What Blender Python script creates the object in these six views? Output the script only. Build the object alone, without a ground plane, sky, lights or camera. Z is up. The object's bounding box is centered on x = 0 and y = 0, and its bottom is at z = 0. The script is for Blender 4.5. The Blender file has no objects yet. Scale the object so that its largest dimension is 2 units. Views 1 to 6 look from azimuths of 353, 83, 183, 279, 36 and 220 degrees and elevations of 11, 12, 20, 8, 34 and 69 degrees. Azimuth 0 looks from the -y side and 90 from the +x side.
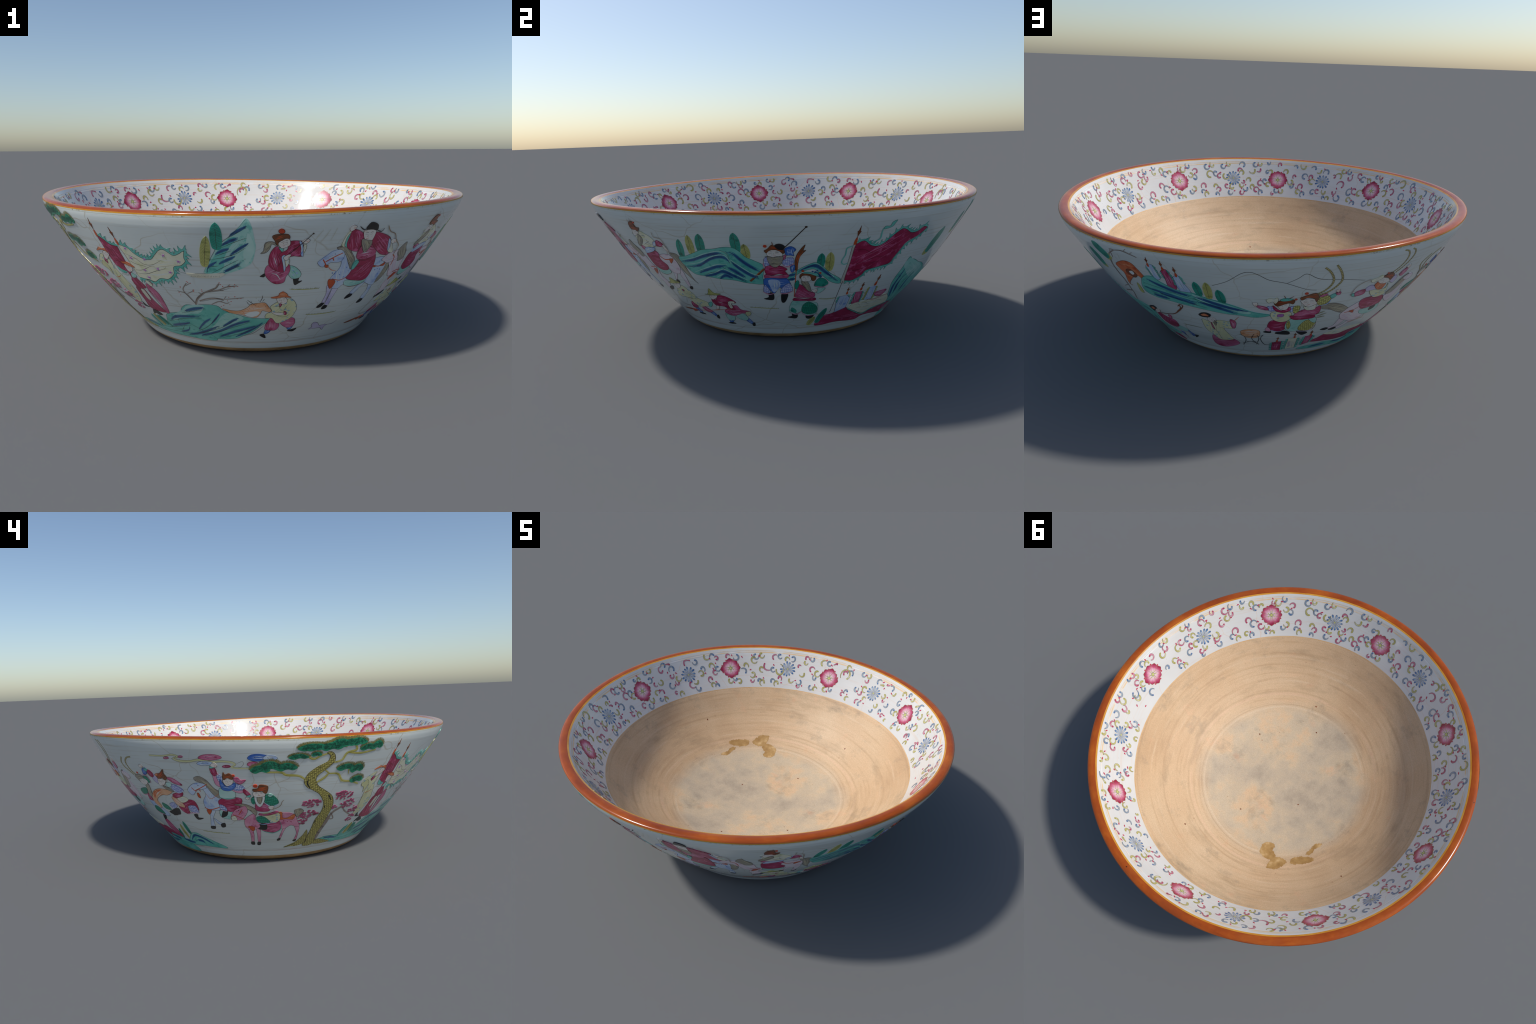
"""Large famille-rose porcelain basin: a warped, slightly oval turned bowl with an
orange-brown lip, a bare buff interior below a white band of flower scrolls, and a
painted hunting and battle scene in raised enamels round the outside.

Everything painted is laid on the turned wall as a thin skin of enamel: closed
smooth outlines given by a few control points in millimetres on the unrolled wall
(x along the wall, y up it, relative to the figure's own anchor), filled, edged and
lined with ink strokes."""
import bpy, bmesh, math, random
from math import sin, cos, pi, radians, degrees, atan2, hypot, sqrt
from mathutils import Vector, Matrix
from mathutils.geometry import delaunay_2d_cdt

rng = random.Random(7)

# ------------------------------------------------------------------ turned shape
# (radius, height) of the turned profile, metres
OUTER = [(.520, 0), (.545, .012), (.5695, .033), (.5968, .07), (.6375, .12), (.7080, .2), (.8205, .35),
         (.9150, .5), (.9745, .6), (.9860, .6215), (.9935, .640), (.9970, .655)]
LIP = [(.9970, .655), (.9972, .660), (.9945, .6645), (.988, .6678), (.979, .669), (.969, .668), (.959, .6655), (.950, .661)]
BAND = [(.818, .4364), (.864, .510), (.904, .580), (.929, .626), (.942, .648), (.950, .661)]
BASIN = [(0, .095), (.1, .097), (.2, .106), (.33, .124), (.42, .147), (.4657, .161), (.505, .177), (.55, .200), (.62, .244), (.72, .325), (.818, .4364)]
UNDER = [(0, .055), (.38, .055), (.45, .045), (.468, .012), (.478, .001), (.50, 0), (.520, 0)]
BASE_SHIFT = (.0017, .0085)          # the foot sits a little off the centre of the lip


def oval(f):
    """how far the lip is out of round, as a share of the radius"""
    return .0019 * cos(2 * f) - .0087 * sin(2 * f) + .0019 * cos(3 * f)


def sag(f):
    """warp of the height: the lip sank in the kiln"""
    return 1 + (-.0069 * sin(f) - .0009 * cos(2 * f) + .0088 * sin(2 * f)) / .664


def turned(r, z, f):
    k = 1 - z / .66
    r *= 1 + oval(f) * z / .66          # the foot is true, the lip is oval
    return Vector((BASE_SHIFT[0] * k + r * sin(f), BASE_SHIFT[1] * k - r * cos(f), z * sag(f)))


def radius_at(profile, z):
    for (r0, z0), (r1, z1) in zip(profile, profile[1:]):
        if z <= z1:
            return r0 + (r1 - r0) * (z - z0) / (z1 - z0)
    return profile[-1][0]


def smooth_profile(pts, step=.012):
    """Catmull-Rom through the profile points, evenly resampled"""
    out = []
    for i in range(len(pts) - 1):
        p0, p1, p2, p3 = (Vector(pts[max(i - 1, 0)]), Vector(pts[i]), Vector(pts[i + 1]), Vector(pts[min(i + 2, len(pts) - 1)]))
        n = max(2, int((p2 - p1).length / step))
        for k in range(n):
            t = k / n
            out.append(tuple(.5 * ((2 * p1) + (p2 - p0) * t + (2 * p0 - 5 * p1 + 4 * p2 - p3) * t * t + (3 * p1 - p0 - 3 * p2 + p3) * t ** 3)))
    return out + [tuple(pts[-1])]


OUT_S, BAND_S = smooth_profile(OUTER, .006), smooth_profile(BAND, .006)

# ------------------------------------------------------------------ scene objects
ROOT = bpy.data.objects.new("porcelain_bowl", None)
ROOT["label"] = "wide white porcelain basin painted with horsemen and soldiers, orange rim"
ROOT["category"] = "bowl"
bpy.context.scene.collection.objects.link(ROOT)


def add_object(name, mesh, parent, location=None):
    ob = bpy.data.objects.new(name, mesh)
    bpy.context.scene.collection.objects.link(ob)
    ob.parent = parent
    if location is not None:
        ob.location = location
    return ob


# ------------------------------------------------------------------ materials
MATS = {}


class Nodes:
    def __init__(self, name):
        self.mat = bpy.data.materials.new(name)
        self.mat.use_nodes = True
        self.t = self.mat.node_tree
        self.bsdf = self.t.nodes["Principled BSDF"]
        self.coords = self.t.nodes.new("ShaderNodeTexCoord")

    def new(self, kind, **props):
        n = self.t.nodes.new("ShaderNode" + kind)
        for k, v in props.items():
            if k[0].isupper():
                n.inputs[k.replace("_", " ")].default_value = v
            else:
                setattr(n, k, v)
        return n

    def link(self, a, b):
        self.t.links.new(a, b)

    def mapped(self, scale=(1, 1, 1), source="Object"):
        m = self.new("Mapping", Scale=scale)
        self.link(self.coords.outputs[source], m.inputs["Vector"])
        return m.outputs[0]

    def noise(self, scale, detail=4, stretch=(1, 1, 1), rough=.55, vector=None):
        n = self.new("TexNoise", Scale=scale, Detail=detail, Roughness=rough)
        self.link(vector or self.mapped(stretch), n.inputs["Vector"])
        return n.outputs["Fac"]

    def ramp(self, fac, *stops):
        r = self.new("ValToRGB")
        el = r.color_ramp.elements
        while len(el) < len(stops):
            el.new(.5)
        for e, (p, c) in zip(el, stops):
            e.position = p
            e.color = (c, c, c, 1) if isinstance(c, (int, float)) else (*c, 1)
        self.link(fac, r.inputs[0])
        return r.outputs[0]

    def mix(self, fac, a, b):
        m = self.new("Mix", data_type="RGBA")
        for sock, val in ((m.inputs[0], fac), (m.inputs[6], a), (m.inputs[7], b)):
            if isinstance(val, (int, float)):
                sock.default_value = val
            elif isinstance(val, tuple):
                sock.default_value = (*val, 1)
            else:
                self.link(val, sock)
        return m.outputs[2]

    def math(self, op, a, b=0.):
        m = self.new("Math", operation=op)
        for sock, val in zip(m.inputs, (a, b)):
            if isinstance(val, (int, float)):
                sock.default_value = val
            else:
                self.link(val, sock)
        return m.outputs[0]

    def finish(self, colour, rough=.3, coat=.0, bump=None, strength=.1, spec=.5):
        if isinstance(colour, tuple):
            self.bsdf.inputs["Base Color"].default_value = (*colour, 1)
        else:
            self.link(colour, self.bsdf.inputs["Base Color"])
        if isinstance(rough, (int, float)):
            self.bsdf.inputs["Roughness"].default_value = rough
        else:
            self.link(rough, self.bsdf.inputs["Roughness"])
        self.bsdf.inputs["Coat Weight"].default_value = coat
        self.bsdf.inputs["Coat Roughness"].default_value = .06
        self.bsdf.inputs["Specular IOR Level"].default_value = spec
        if bump is not None:
            b = self.new("Bump", Strength=strength, Distance=.002)
            self.link(bump, b.inputs["Height"])
            self.link(b.outputs[0], self.bsdf.inputs["Normal"])
        return self.mat


def srgb(h):
    v = [int(h[i:i + 2], 16) / 255 for i in (0, 2, 4)]
    return tuple(c / 12.92 if c <= .04045 else ((c + .055) / 1.055) ** 2.4 for c in v)


def enamel(name, main, second, scale=14, low=.35, high=.7, third=None, stretch=(1, 1, 1)):
    """brushed enamel: two tints of one colour flowing into each other"""
    n = Nodes(name)
    col = n.ramp(n.noise(scale, 3, stretch), (low, srgb(main)), (high, srgb(second)))
    if third:
        col = n.mix(n.ramp(n.noise(scale * 2.3, 4), (.55, 0.), (.68, 1.)), col, srgb(third))
    MATS[name] = n.finish(col, .28, 0., n.noise(160, 2), .04)


def patterned(name, ground, spot, scale=60, width=.3):
    """cloth with small sprigs on a plain ground"""
    n = Nodes(name)
    v = n.new("TexVoronoi", Scale=scale, Randomness=.85)
    n.link(n.mapped(), v.inputs["Vector"])
    col = n.mix(n.ramp(v.outputs["Distance"], (width, 1.), (width + .12, 0.)), n.ramp(n.noise(16, 3), (.35, srgb(ground[0])), (.7, srgb(ground[1]))), srgb(spot))
    MATS[name] = n.finish(col, .28)


def scaled(name, ground, line, scale=90):
    """fish-scale mail: a net of fine lines"""
    n = Nodes(name)
    v = n.new("TexVoronoi", Scale=scale, Randomness=.25, feature="DISTANCE_TO_EDGE")
    n.link(n.mapped(), v.inputs["Vector"])
    col = n.mix(n.ramp(v.outputs["Distance"], (.06, 1.), (.17, 0.)), srgb(ground), srgb(line))
    MATS[name] = n.finish(col, .28)


def make_glazes():
    # white glaze outside: cool, with faint throwing rings and buff crackle
    for name, tint, tint2, crack, amount in (("white_glaze_outside", "c5ccca", "d0d5d2", "a08f6e", .55), ("white_glaze_inside", "cfceca", "d9d8d4", "d9b79a", .55)):
        n = Nodes(name)
        col = n.ramp(n.noise(3.1, 3), (.3, srgb(tint)), (.7, srgb(tint2)))
        rings = n.ramp(n.noise(1.0, 5, (2.2, 2.2, 150), .7), (.53, 0.), (.70, .38))
        col = n.mix(rings, col, srgb(crack))
        w = n.new("TexNoise", Scale=3.5, Detail=3.)
        n.link(n.mapped(), w.inputs["Vector"])
        warp = n.new("VectorMath", operation="MULTIPLY_ADD")
        warp.inputs[1].default_value = (.25, .25, .12)
        n.link(w.outputs["Color"], warp.inputs[0])
        n.link(n.mapped((1, 1, .8 if "out" in name else 1.6)), warp.inputs[2])
        v = n.new("TexVoronoi", Scale=4.2, feature="DISTANCE_TO_EDGE")
        n.link(warp.outputs[0], v.inputs["Vector"])
        line = n.ramp(v.outputs["Distance"], (.0, 1.), (.0095, 0.))
        where = n.ramp(n.noise(2.3, 2), (.46, 0.), (.60, amount))
        col = n.mix(n.math("MULTIPLY", line, where), col, srgb(crack))
        speck = n.ramp(n.noise(70, 2), (.755, 0.), (.79, .6))
        col = n.mix(speck, col, srgb("9a8a6a"))
        MATS[name] = n.finish(col, .06, .0, n.noise(7, 3), .02, spec=.4)
    # orange-brown lip
    n = Nodes("lip_glaze")
    streak = n.noise(1.0, 6, (3, 3, 60), .7)
    col = n.ramp(streak, (.25, srgb("77300f")), (.5, srgb("9c4814")), (.75, srgb("b8661e")))
    col = n.mix(n.ramp(n.noise(8, 3), (.4, 0.), (.7, .5)), col, srgb("86401e"))
    col = n.mix(n.ramp(n.noise(38, 1), (.80, 0.), (.83, .9)), col, srgb("2a1a18"))
    MATS["lip_glaze"] = n.finish(col, .17, .0, n.noise(30, 3), .03, spec=.32)
    n = Nodes("lip_edge_glaze")
    col = n.ramp(n.noise(9, 4), (.3, srgb("b87416")), (.7, srgb("cf9a3a")))
    MATS["lip_edge_glaze"] = n.finish(col, .2, .0)
    n = Nodes("buff_edge")
    col = n.ramp(n.noise(2.5, 4, (3, 3, 3)), (.38, srgb("e0dedb")), (.56, srgb("dfc096")))
    MATS["buff_edge"] = n.finish(col, .3)
    n = Nodes("foot_line")
    MATS["foot_line"] = n.finish(n.ramp(n.noise(7, 4), (.42, srgb("b9b6ac")), (.55, srgb("b89a84")), (.7, srgb("a8604a"))), .3)
    n = Nodes("rim_grime")
    grime = n.mix(n.ramp(n.noise(75, 4, rough=.7), (.52, 0.), (.66, .9)), srgb("c4c8bc"), srgb("6f5a3e"))
    MATS["rim_grime"] = n.finish(n.mix(n.ramp(n.noise(3, 2), (.4, 0.), (.6, 1.)), srgb("c4c8bc"), grime), .2)
    n = Nodes("clay_edge")
    MATS["clay_edge"] = n.finish(n.ramp(n.noise(10, 4), (.35, srgb("cfa062")), (.65, srgb("d8b78a"))), .4)
    # bare buff interior
    n = Nodes("bare_clay")
    rad = n.new("VectorMath", operation="LENGTH")
    n.link(n.mapped((1, 1, 0)), rad.inputs[0])
    radius = rad.outputs["Value"]
    unit = n.new("VectorMath", operation="NORMALIZE")
    n.link(n.mapped((1, 1, 0)), unit.inputs[0])
    split = n.new("SeparateXYZ")
    n.link(unit.outputs[0], split.inputs[0])

    def turned_noise(along, across, detail=5, rough=.6):
        """noise drawn out along the turning direction"""
        v = n.new("CombineXYZ")
        n.link(n.math("MULTIPLY", split.outputs[0], along), v.inputs[0])
        n.link(n.math("MULTIPLY", split.outputs[1], along), v.inputs[1])
        n.link(n.math("MULTIPLY", n.math("ADD", radius, n.math("MULTIPLY", n.noise(1.3, 2), .012)), across), v.inputs[2])
        return n.noise(1.0, detail, rough=rough, vector=v.outputs[0])

    col = n.ramp(n.noise(2.2, 6), (.3, srgb("c3a17c")), (.5, srgb("d0af89")), (.72, srgb("d8bb97")))
    marks = turned_noise(1.6, 75)
    col = n.mix(n.ramp(marks, (.52, 0.), (.75, .55)), col, srgb("b08c66"))
    col = n.mix(n.ramp(marks, (.26, .45), (.42, 0.)), col, srgb("e2cbab"))
    smear = turned_noise(2.6, 15, 7, .65)
    col = n.mix(n.ramp(smear, (.54, 0.), (.74, .6)), col, srgb("a08768"))
    col = n.mix(n.ramp(smear, (.28, .5), (.42, 0.)), col, srgb("dfb890"))
    # the worn, greyer floor with pink-buff islands, bounded by two turned steps
    wob = n.math("ADD", radius, n.math("MULTIPLY", n.math("SUBTRACT", n.noise(3.2, 6), .5), .14))
    floor = n.ramp(wob, (.44, .8), (.53, 0.))
    grey = n.ramp(n.noise(4.2, 8, rough=.64), (.34, srgb("a09889")), (.46, srgb("b9ad99")), (.56, srgb("c8b79c")), (.64, srgb("d6b793")))
    col = n.mix(floor, col, grey)
    for where, wide, tint, amount in ((.475, .006, "dcc6a8", .6), (.55, .010, "dfbb99", .5), (.49, .004, "a88c6c", .5), (.565, .005, "b0906c", .4), (.70, .006, "b3946f", .35), (.735, .005, "dcc2a0", .4)):
        band = n.ramp(n.math("ABSOLUTE", n.math("SUBTRACT", n.math("ADD", radius, n.math("MULTIPLY", n.math("SUBTRACT", n.noise(1.1, 1), .5), .03)), where)), (wide * .4, amount), (wide, 0.))
        col = n.mix(n.math("MULTIPLY", band, n.ramp(n.noise(2.7, 3), (.38, 0.), (.6, 1.))), col, srgb(tint))
    blots = n.ramp(n.noise(5.5, 9, rough=.7), (.57, 0.), (.74, .6))
    col = n.mix(blots, col, srgb("857c6c"))
    col = n.mix(n.ramp(n.noise(7, 6, rough=.6), (.62, 0.), (.76, .5)), col, srgb("e0aa84"))
    col = n.mix(n.ramp(n.noise(55, 3), (.71, 0.), (.78, .8)), col, srgb("8f6340"))
    col = n.mix(n.ramp(n.noise(240, 2), (.4, .22), (.62, 0.)), col, srgb("8c6c4c"))
    MATS["bare_clay"] = n.finish(col, .55, 0., n.math("ADD", n.math("MULTIPLY", marks, .7), n.noise(220, 3)), .12, spec=.35)
    n = Nodes("brown_stain")
    MATS["brown_stain"] = n.finish(n.ramp(n.noise(24, 6), (.3, srgb("97703a")), (.55, srgb("b08a52")), (.7, srgb("c9a673"))), .6)
    n = Nodes("foot_clay")
    MATS["foot_clay"] = n.finish(n.ramp(n.noise(12, 6), (.3, srgb("8a6a44")), (.6, srgb("b39063")), (.8, srgb("c9a878"))), .7, 0., n.noise(90, 4), .2)


# ------------------------------------------------------------------ turned parts
SEGMENTS = 420


def turned_part(name, profile, material, flip=False):
    me = bpy.data.meshes.new(name)
    verts, faces, rows = [], [], []
    for r, z in profile:
        if r < 1e-6:
            rows.append([len(verts)])
            verts.append(turned(0, z, 0))
        else:
            rows.append(list(range(len(verts), len(verts) + SEGMENTS)))
            verts += [turned(r, z, 2 * pi * i / SEGMENTS) for i in range(SEGMENTS)]
    for a, b in zip(rows, rows[1:]):
        for i in range(SEGMENTS):
            j = (i + 1) % SEGMENTS
            f = [a[i % len(a)], a[j % len(a)], b[j % len(b)], b[i % len(b)]]
            f = list(dict.fromkeys(f))
            if len(f) > 2:
                faces.append(f[::-1] if flip else f)
    me.from_pydata([tuple(v) for v in verts], [], faces)
    me.polygons.foreach_set("use_smooth", [True] * len(me.polygons))
    me.materials.append(MATS[material])
    # normals of the whole turned body, so that parts meet without a seam
    nor = []
    for k, (r, z) in enumerate(profile):
        p, q = profile[max(k - 1, 0)], profile[min(k + 1, len(profile) - 1)]
        dr, dz = q[0] - p[0], q[1] - p[1]
        if r < 1e-6:
            dr, dz = 1, 0
        s = 1 if not flip else -1
        l = hypot(dr, dz)
        nr, nz = s * dz / l, -s * dr / l
        m = 1 if r < 1e-6 else SEGMENTS
        nor += [(nr * sin(2 * pi * i / SEGMENTS), -nr * cos(2 * pi * i / SEGMENTS), nz) for i in range(m)]
    me.normals_split_custom_set_from_vertices(nor)
    return add_object(name, me, ROOT)


def build_bowl():
    under = smooth_profile(UNDER, .03)
    foot = [p for p in OUT_S if p[1] <= .0331]
    wall = [p for p in OUT_S if p[1] >= .0329]
    foot, wall = foot[:], [foot[-1]] + [p for p in wall if p[1] > foot[-1][1] + 1e-5]
    lip = smooth_profile(LIP, .0015)
    turned_part("underside", under, "foot_clay")
    turned_part("foot_ring", foot, "foot_clay")
    turned_part("outer_wall", wall, "white_glaze_outside")
    cut0 = next(i for i, p in enumerate(lip) if p[1] > .6583)
    cut1 = max(i for i, p in enumerate(lip) if p[0] > .9565)
    turned_part("rim_edge", lip[:cut0 + 1], "lip_edge_glaze")
    turned_part("rim", lip[cut0:cut1 + 1], "lip_glaze")
    turned_part("rim_edge", lip[cut1:], "lip_edge_glaze")
    turned_part("flower_band", BAND_S, "white_glaze_inside", True)
    turned_part("basin", smooth_profile(BASIN, .012), "bare_clay", True)


# ------------------------------------------------------------------ enamel skins
class Wall:
    """maps (x, y) millimetres on the unrolled wall to space"""

    def __init__(self, profile, inner, angle, height):
        self.profile, self.inner, self.f0, self.z0 = profile, inner, radians(angle), height / 1000
        self.r0 = radius_at(profile, self.z0)

    def __call__(self, x, y, lift):
        f = self.f0 + x / 1000 / self.r0 * (-1 if self.inner else 1)
        z = self.z0 + y / 1000
        r = radius_at(self.profile, z)
        e = .004
        dr = (radius_at(self.profile, z + e) - radius_at(self.profile, z - e)) / (2 * e)
        l = sqrt(1 + dr * dr)
        s = -1 if self.inner else 1
        return turned(r + s * lift / l, z - s * lift * dr / l, f)


def rounded(pts, closed=True, step=4.0, sharp=False):
    """smooth curve through control points (x, y), millimetres"""
    pts = [Vector(p) for p in pts]
    n = len(pts)
    if sharp or n < 3:
        out = []
        m = n if closed else n - 1
        for i in range(m):
            a, b = pts[i], pts[(i + 1) % n]
            k = max(1, int((b - a).length / 7))
            out += [a.lerp(b, j / k) for j in range(k)]
        return out + ([] if closed else [pts[-1]])
    out = []
    for i in range(n if closed else n - 1):
        if closed:
            p0, p1, p2, p3 = pts[i - 1], pts[i], pts[(i + 1) % n], pts[(i + 2) % n]
        else:
            p0, p1, p2, p3 = pts[max(i - 1, 0)], pts[i], pts[i + 1], pts[min(i + 2, n - 1)]
        k = max(1, min(10, int((p2 - p1).length / step)))
        for j in range(k):
            t = j / k
            out.append(.5 * ((2 * p1) + (p2 - p0) * t + (2 * p0 - 5 * p1 + 4 * p2 - p3) * t * t + (3 * p1 - p0 - 3 * p2 + p3) * t ** 3))
    return out if closed else out + [pts[-1]]


def ribbon(pts, width, taper=0.):
    """outline of a brush stroke along an open curve"""
    n = len(pts)
    left, right = [], []
    for i, p in enumerate(pts):
        a, b = pts[max(i - 1, 0)], pts[min(i + 1, n - 1)]
        d = b - a
        if d.length < 1e-6:
            d = Vector((1, 0))
        d.normalize()
        t = i / max(1, n - 1)
        w = width / 2 * (1 - taper * abs(2 * t - 1) ** 1.5) if taper >= 0 else width / 2 * (1 + taper * t)
        q = Vector((-d.y, d.x)) * max(w, .12)
        left.append(p + q)
        right.append(p - q)
    return left, right


class Skin:
    """collects enamel outlines laid on the wall and turns them into one mesh"""

    def __init__(self, wall, origin=None):
        self.wall, self.v, self.f, self.m, self.mats = wall, [], [], [], []
        self.origin = origin or Vector()

    def slot(self, material):
        if material not in self.mats:
            self.mats.append(material)
        return self.mats.index(material)

    def fill(self, outline, material, lift):
        """an area of enamel, with a thin edge down to the wall"""
        pts = [Vector(p) for p in outline]
        xs, ys = [p.x for p in pts], [p.y for p in pts]
        grid = 11.
        inside = []
        x = min(xs) + grid * .5
        while x < max(xs):
            y = min(ys) + grid * .5
            while y < max(ys):
                inside.append(Vector((x, y)))
                y += grid
            x += grid
        n = len(pts)
        try:
            vv, ee, ff, *_ = delaunay_2d_cdt(pts + inside, [], [list(range(n))], 1, 1e-4)
        except Exception:
            return
        base, s = len(self.v), self.slot(material)
        count = {}
        for f in ff:
            for a, b in zip(f, list(f[1:]) + [f[0]]):
                k = (min(a, b), max(a, b))
                count[k] = 0 if k in count else (a, b)
        used = {i: None for f in ff for i in f}
        for i in used:
            used[i] = len(self.v)
            self.v.append(self.wall(vv[i].x, vv[i].y, lift) - self.origin)
        for f in ff:
            t = [used[i] for i in f]
            self.f.append(t[::-1] if self.wall.inner and False else t)
            self.m.append(s)
        low = {}
        for k, e in count.items():
            if e:
                for i in e:
                    if i not in low:
                        low[i] = len(self.v)
                        self.v.append(self.wall(vv[i].x, vv[i].y, -.0002) - self.origin)
                a, b = e
                self.f.append([used[b], used[a], low[a], low[b]])
                self.m.append(s)

    def stroke(self, pts, width, material, lift, taper=.6):
        if len(pts) < 2:
            return
        fine = []
        for a, b in zip(pts, pts[1:]):
            k = max(1, int((b - a).length / 8))
            fine += [a.lerp(b, j / k) for j in range(k)]
        l, r = ribbon(fine + [pts[-1]], width, taper)
        base, s = len(self.v), self.slot(material)
        for p, q in zip(l, r):
            self.v.append(self.wall(p.x, p.y, lift) - self.origin)
            self.v.append(self.wall(q.x, q.y, lift) - self.origin)
        for i in range(len(l) - 1):
            a = base + 2 * i
            self.f.append([a, a + 1, a + 3, a + 2])
            self.m.append(s)

    def build(self, name, parent, location=None):
        me = bpy.data.meshes.new(name)
        me.from_pydata([tuple(v) for v in self.v], [], self.f)
        for m in self.mats:
            me.materials.append(MATS[m])
        me.polygons.foreach_set("material_index", self.m)
        me.polygons.foreach_set("use_smooth", [False] * len(self.f))
        me.update()
        return add_object(name, me, parent, location)


# ------------------------------------------------------------------ the painter's hand
class Painter:
    """current figure: an ink drawing (parent) with coloured enamel parts (children)"""
    wall = ink = None
    parts, order, base, name = [], 0, .0, ""
    clump, clump_base = 0, .0


def lift():
    Painter.order += 1
    return .0003 + Painter.base + .000035 * Painter.order


def figure(name, angle, height, over=0):
    finish_figure()
    Painter.wall = Wall(OUT_S, False, angle, height)
    Painter.ink, Painter.parts, Painter.order, Painter.name = Skin(Painter.wall), [], 0, name
    Painter.clump = 0
    Painter.base = over * .0004 + .0003


def finish_figure():
    if Painter.ink is None:
        return
    if not Painter.ink.f:
        Painter.ink.stroke([Vector((0, 0)), Vector((1, 1))], .3, "ink", .0002)
    drawing = Painter.ink.build(Painter.name, ROOT)
    for part, skin in Painter.parts:
        if skin.f:
            skin.build(part, drawing)
    Painter.ink = None


def pairs(flat):
    return [Vector((flat[i], flat[i + 1])) for i in range(0, len(flat), 2)]


def skin_for(part):
    s = Skin(Painter.wall)
    Painter.parts.append((part, s))
    return s


def fill(part, material, pts, ink=1.25, sharp=False):
    out = rounded(pairs(pts), True, 4, sharp)
    s = skin_for(part)
    s.fill(out, material, lift())
    if material in FOLDS:
        brush_folds(out, material)
    if ink:
        Painter.ink.stroke(out + [out[0]], ink, "ink", lift(), 0)
    if part == "face":
        features(out)
    elif part == "hand":
        fingers(out)


def features(outline):
    """brows, eyes, nose and mouth brushed on a face"""
    xs, ys = [p.x for p in outline], [p.y for p in outline]
    x0, y0, w, t = min(xs), min(ys), max(xs) - min(xs), max(ys) - min(ys)

    def at(u, v):
        return Vector((x0 + u * w, y0 + v * t))
    h = lift()
    for u in (.28, .66):
        Painter.ink.stroke([at(u - .12, .74), at(u, .80), at(u + .12, .75)], 1.1, "ink", h, .4)
        Painter.ink.stroke([at(u - .09, .60), at(u + .1, .61)], 1.3, "ink", h, .4)
    Painter.ink.stroke([at(.47, .64), at(.42, .45), at(.5, .42)], .9, "brown", h, .2)
    Painter.ink.stroke([at(.38, .27), at(.48, .24), at(.58, .28)], 1.5, "red_dot", h, .4)
    for u in (.2, .76):
        Painter.ink.stroke([at(u - .07, .42), at(u + .07, .44)], 2.2, "blush", h, .5)


def fingers(outline):
    n = len(outline)
    c = sum(outline, Vector((0, 0))) / n
    h = lift()
    for k in range(3):
        p = outline[(n // 2 + k * max(1, n // 10)) % n]
        Painter.ink.stroke([c.lerp(p, .2), c.lerp(p, .9)], .9, "orange", h, .3)


def line(material, width, pts, taper=.6):
    path = rounded(pairs(pts), False, 4)
    if material == "navy" and width >= 6:          # a rock's shadow band: washed blue, darker core, dry-brush ink
        n = len(path)
        layers = (lift(), lift(), lift())
        for k in range(9):
            off = (k / 8 - .5) * width * 1.9
            i0, i1 = rng.randrange(0, max(1, n // 4)), n - rng.randrange(0, max(1, n // 4))
            if i1 - i0 < 2:
                i0, i1 = 0, n
            tone = "band_blue" if k in (0, 1, 7, 8) else "navy"
            edge = abs(k - 4) / 4
            run = [path[i] + Vector((off * .35 * rng.uniform(.9, 1.1), off * (1 - .35 * abs(2 * i / max(1, n - 1) - 1)))) for i in range(i0, i1)]
            Painter.ink.stroke(run, width * .42 * (1 - .35 * edge), tone, layers[0 if tone == "band_blue" else 1] + .000004 * k, .5)
        for k in range(max(4, n)):
            i = rng.randrange(n - 1)
            p = path[i] + Vector((0, rng.uniform(-.9, .5) * width))
            Painter.ink.stroke([p, p + (path[i + 1] - path[i]) * rng.uniform(.8, 1.8)], 1.0, "ink", layers[2], .5)
        return
    Painter.ink.stroke(path, width, material, lift(), taper)


def spot(skin, c, r, material, h, squash=.8, n=9):
    skin.fill([(c.x + r * cos(2 * pi * i / n), c.y + r * squash * sin(2 * pi * i / n)) for i in range(n)], material, h)


def dots(material, r, pts):
    s, h = skin_for("dot"), lift()
    for c in pairs(pts):
        spot(s, c, r * rng.uniform(.8, 1.2), material, h)


def plume(pts, width, material):
    """tree drawn as one upright feather: soft blade, rib and many fine barbs"""
    a, b = pairs(pts)[:2]
    d = b - a
    n = Vector((-d.y, d.x)).normalized()
    shape = [(0, .30), (.25, .48), (.55, .5), (.8, .38), (.94, .18), (1, 0), (.94, -.18), (.8, -.38), (.55, -.5), (.25, -.48), (0, -.30)]
    s = skin_for("plume_tree")
    s.fill(rounded([a + d * t + n * w * width for t, w in shape], True, 5), material, lift())
    h = lift()
    Painter.ink.stroke([a + d * k / 8 for k in range(9)], 1.5, "ink", h, .3)
    m = max(8, int(d.length / 6))
    for k in range(1, m):
        t = k / m
        w = width * .46 * min(1, 1.9 * (1 - t) + .12) * min(1, .7 + t)
        for sgn in (-1, 1):
            root = a + d * t
            tip = root + n * sgn * w * rng.uniform(.85, 1.08) + d.normalized() * w * .45
            Painter.ink.stroke([root, (root + tip) / 2 + d.normalized() * 1.2, tip], .85, "ink", h, .3)


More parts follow.
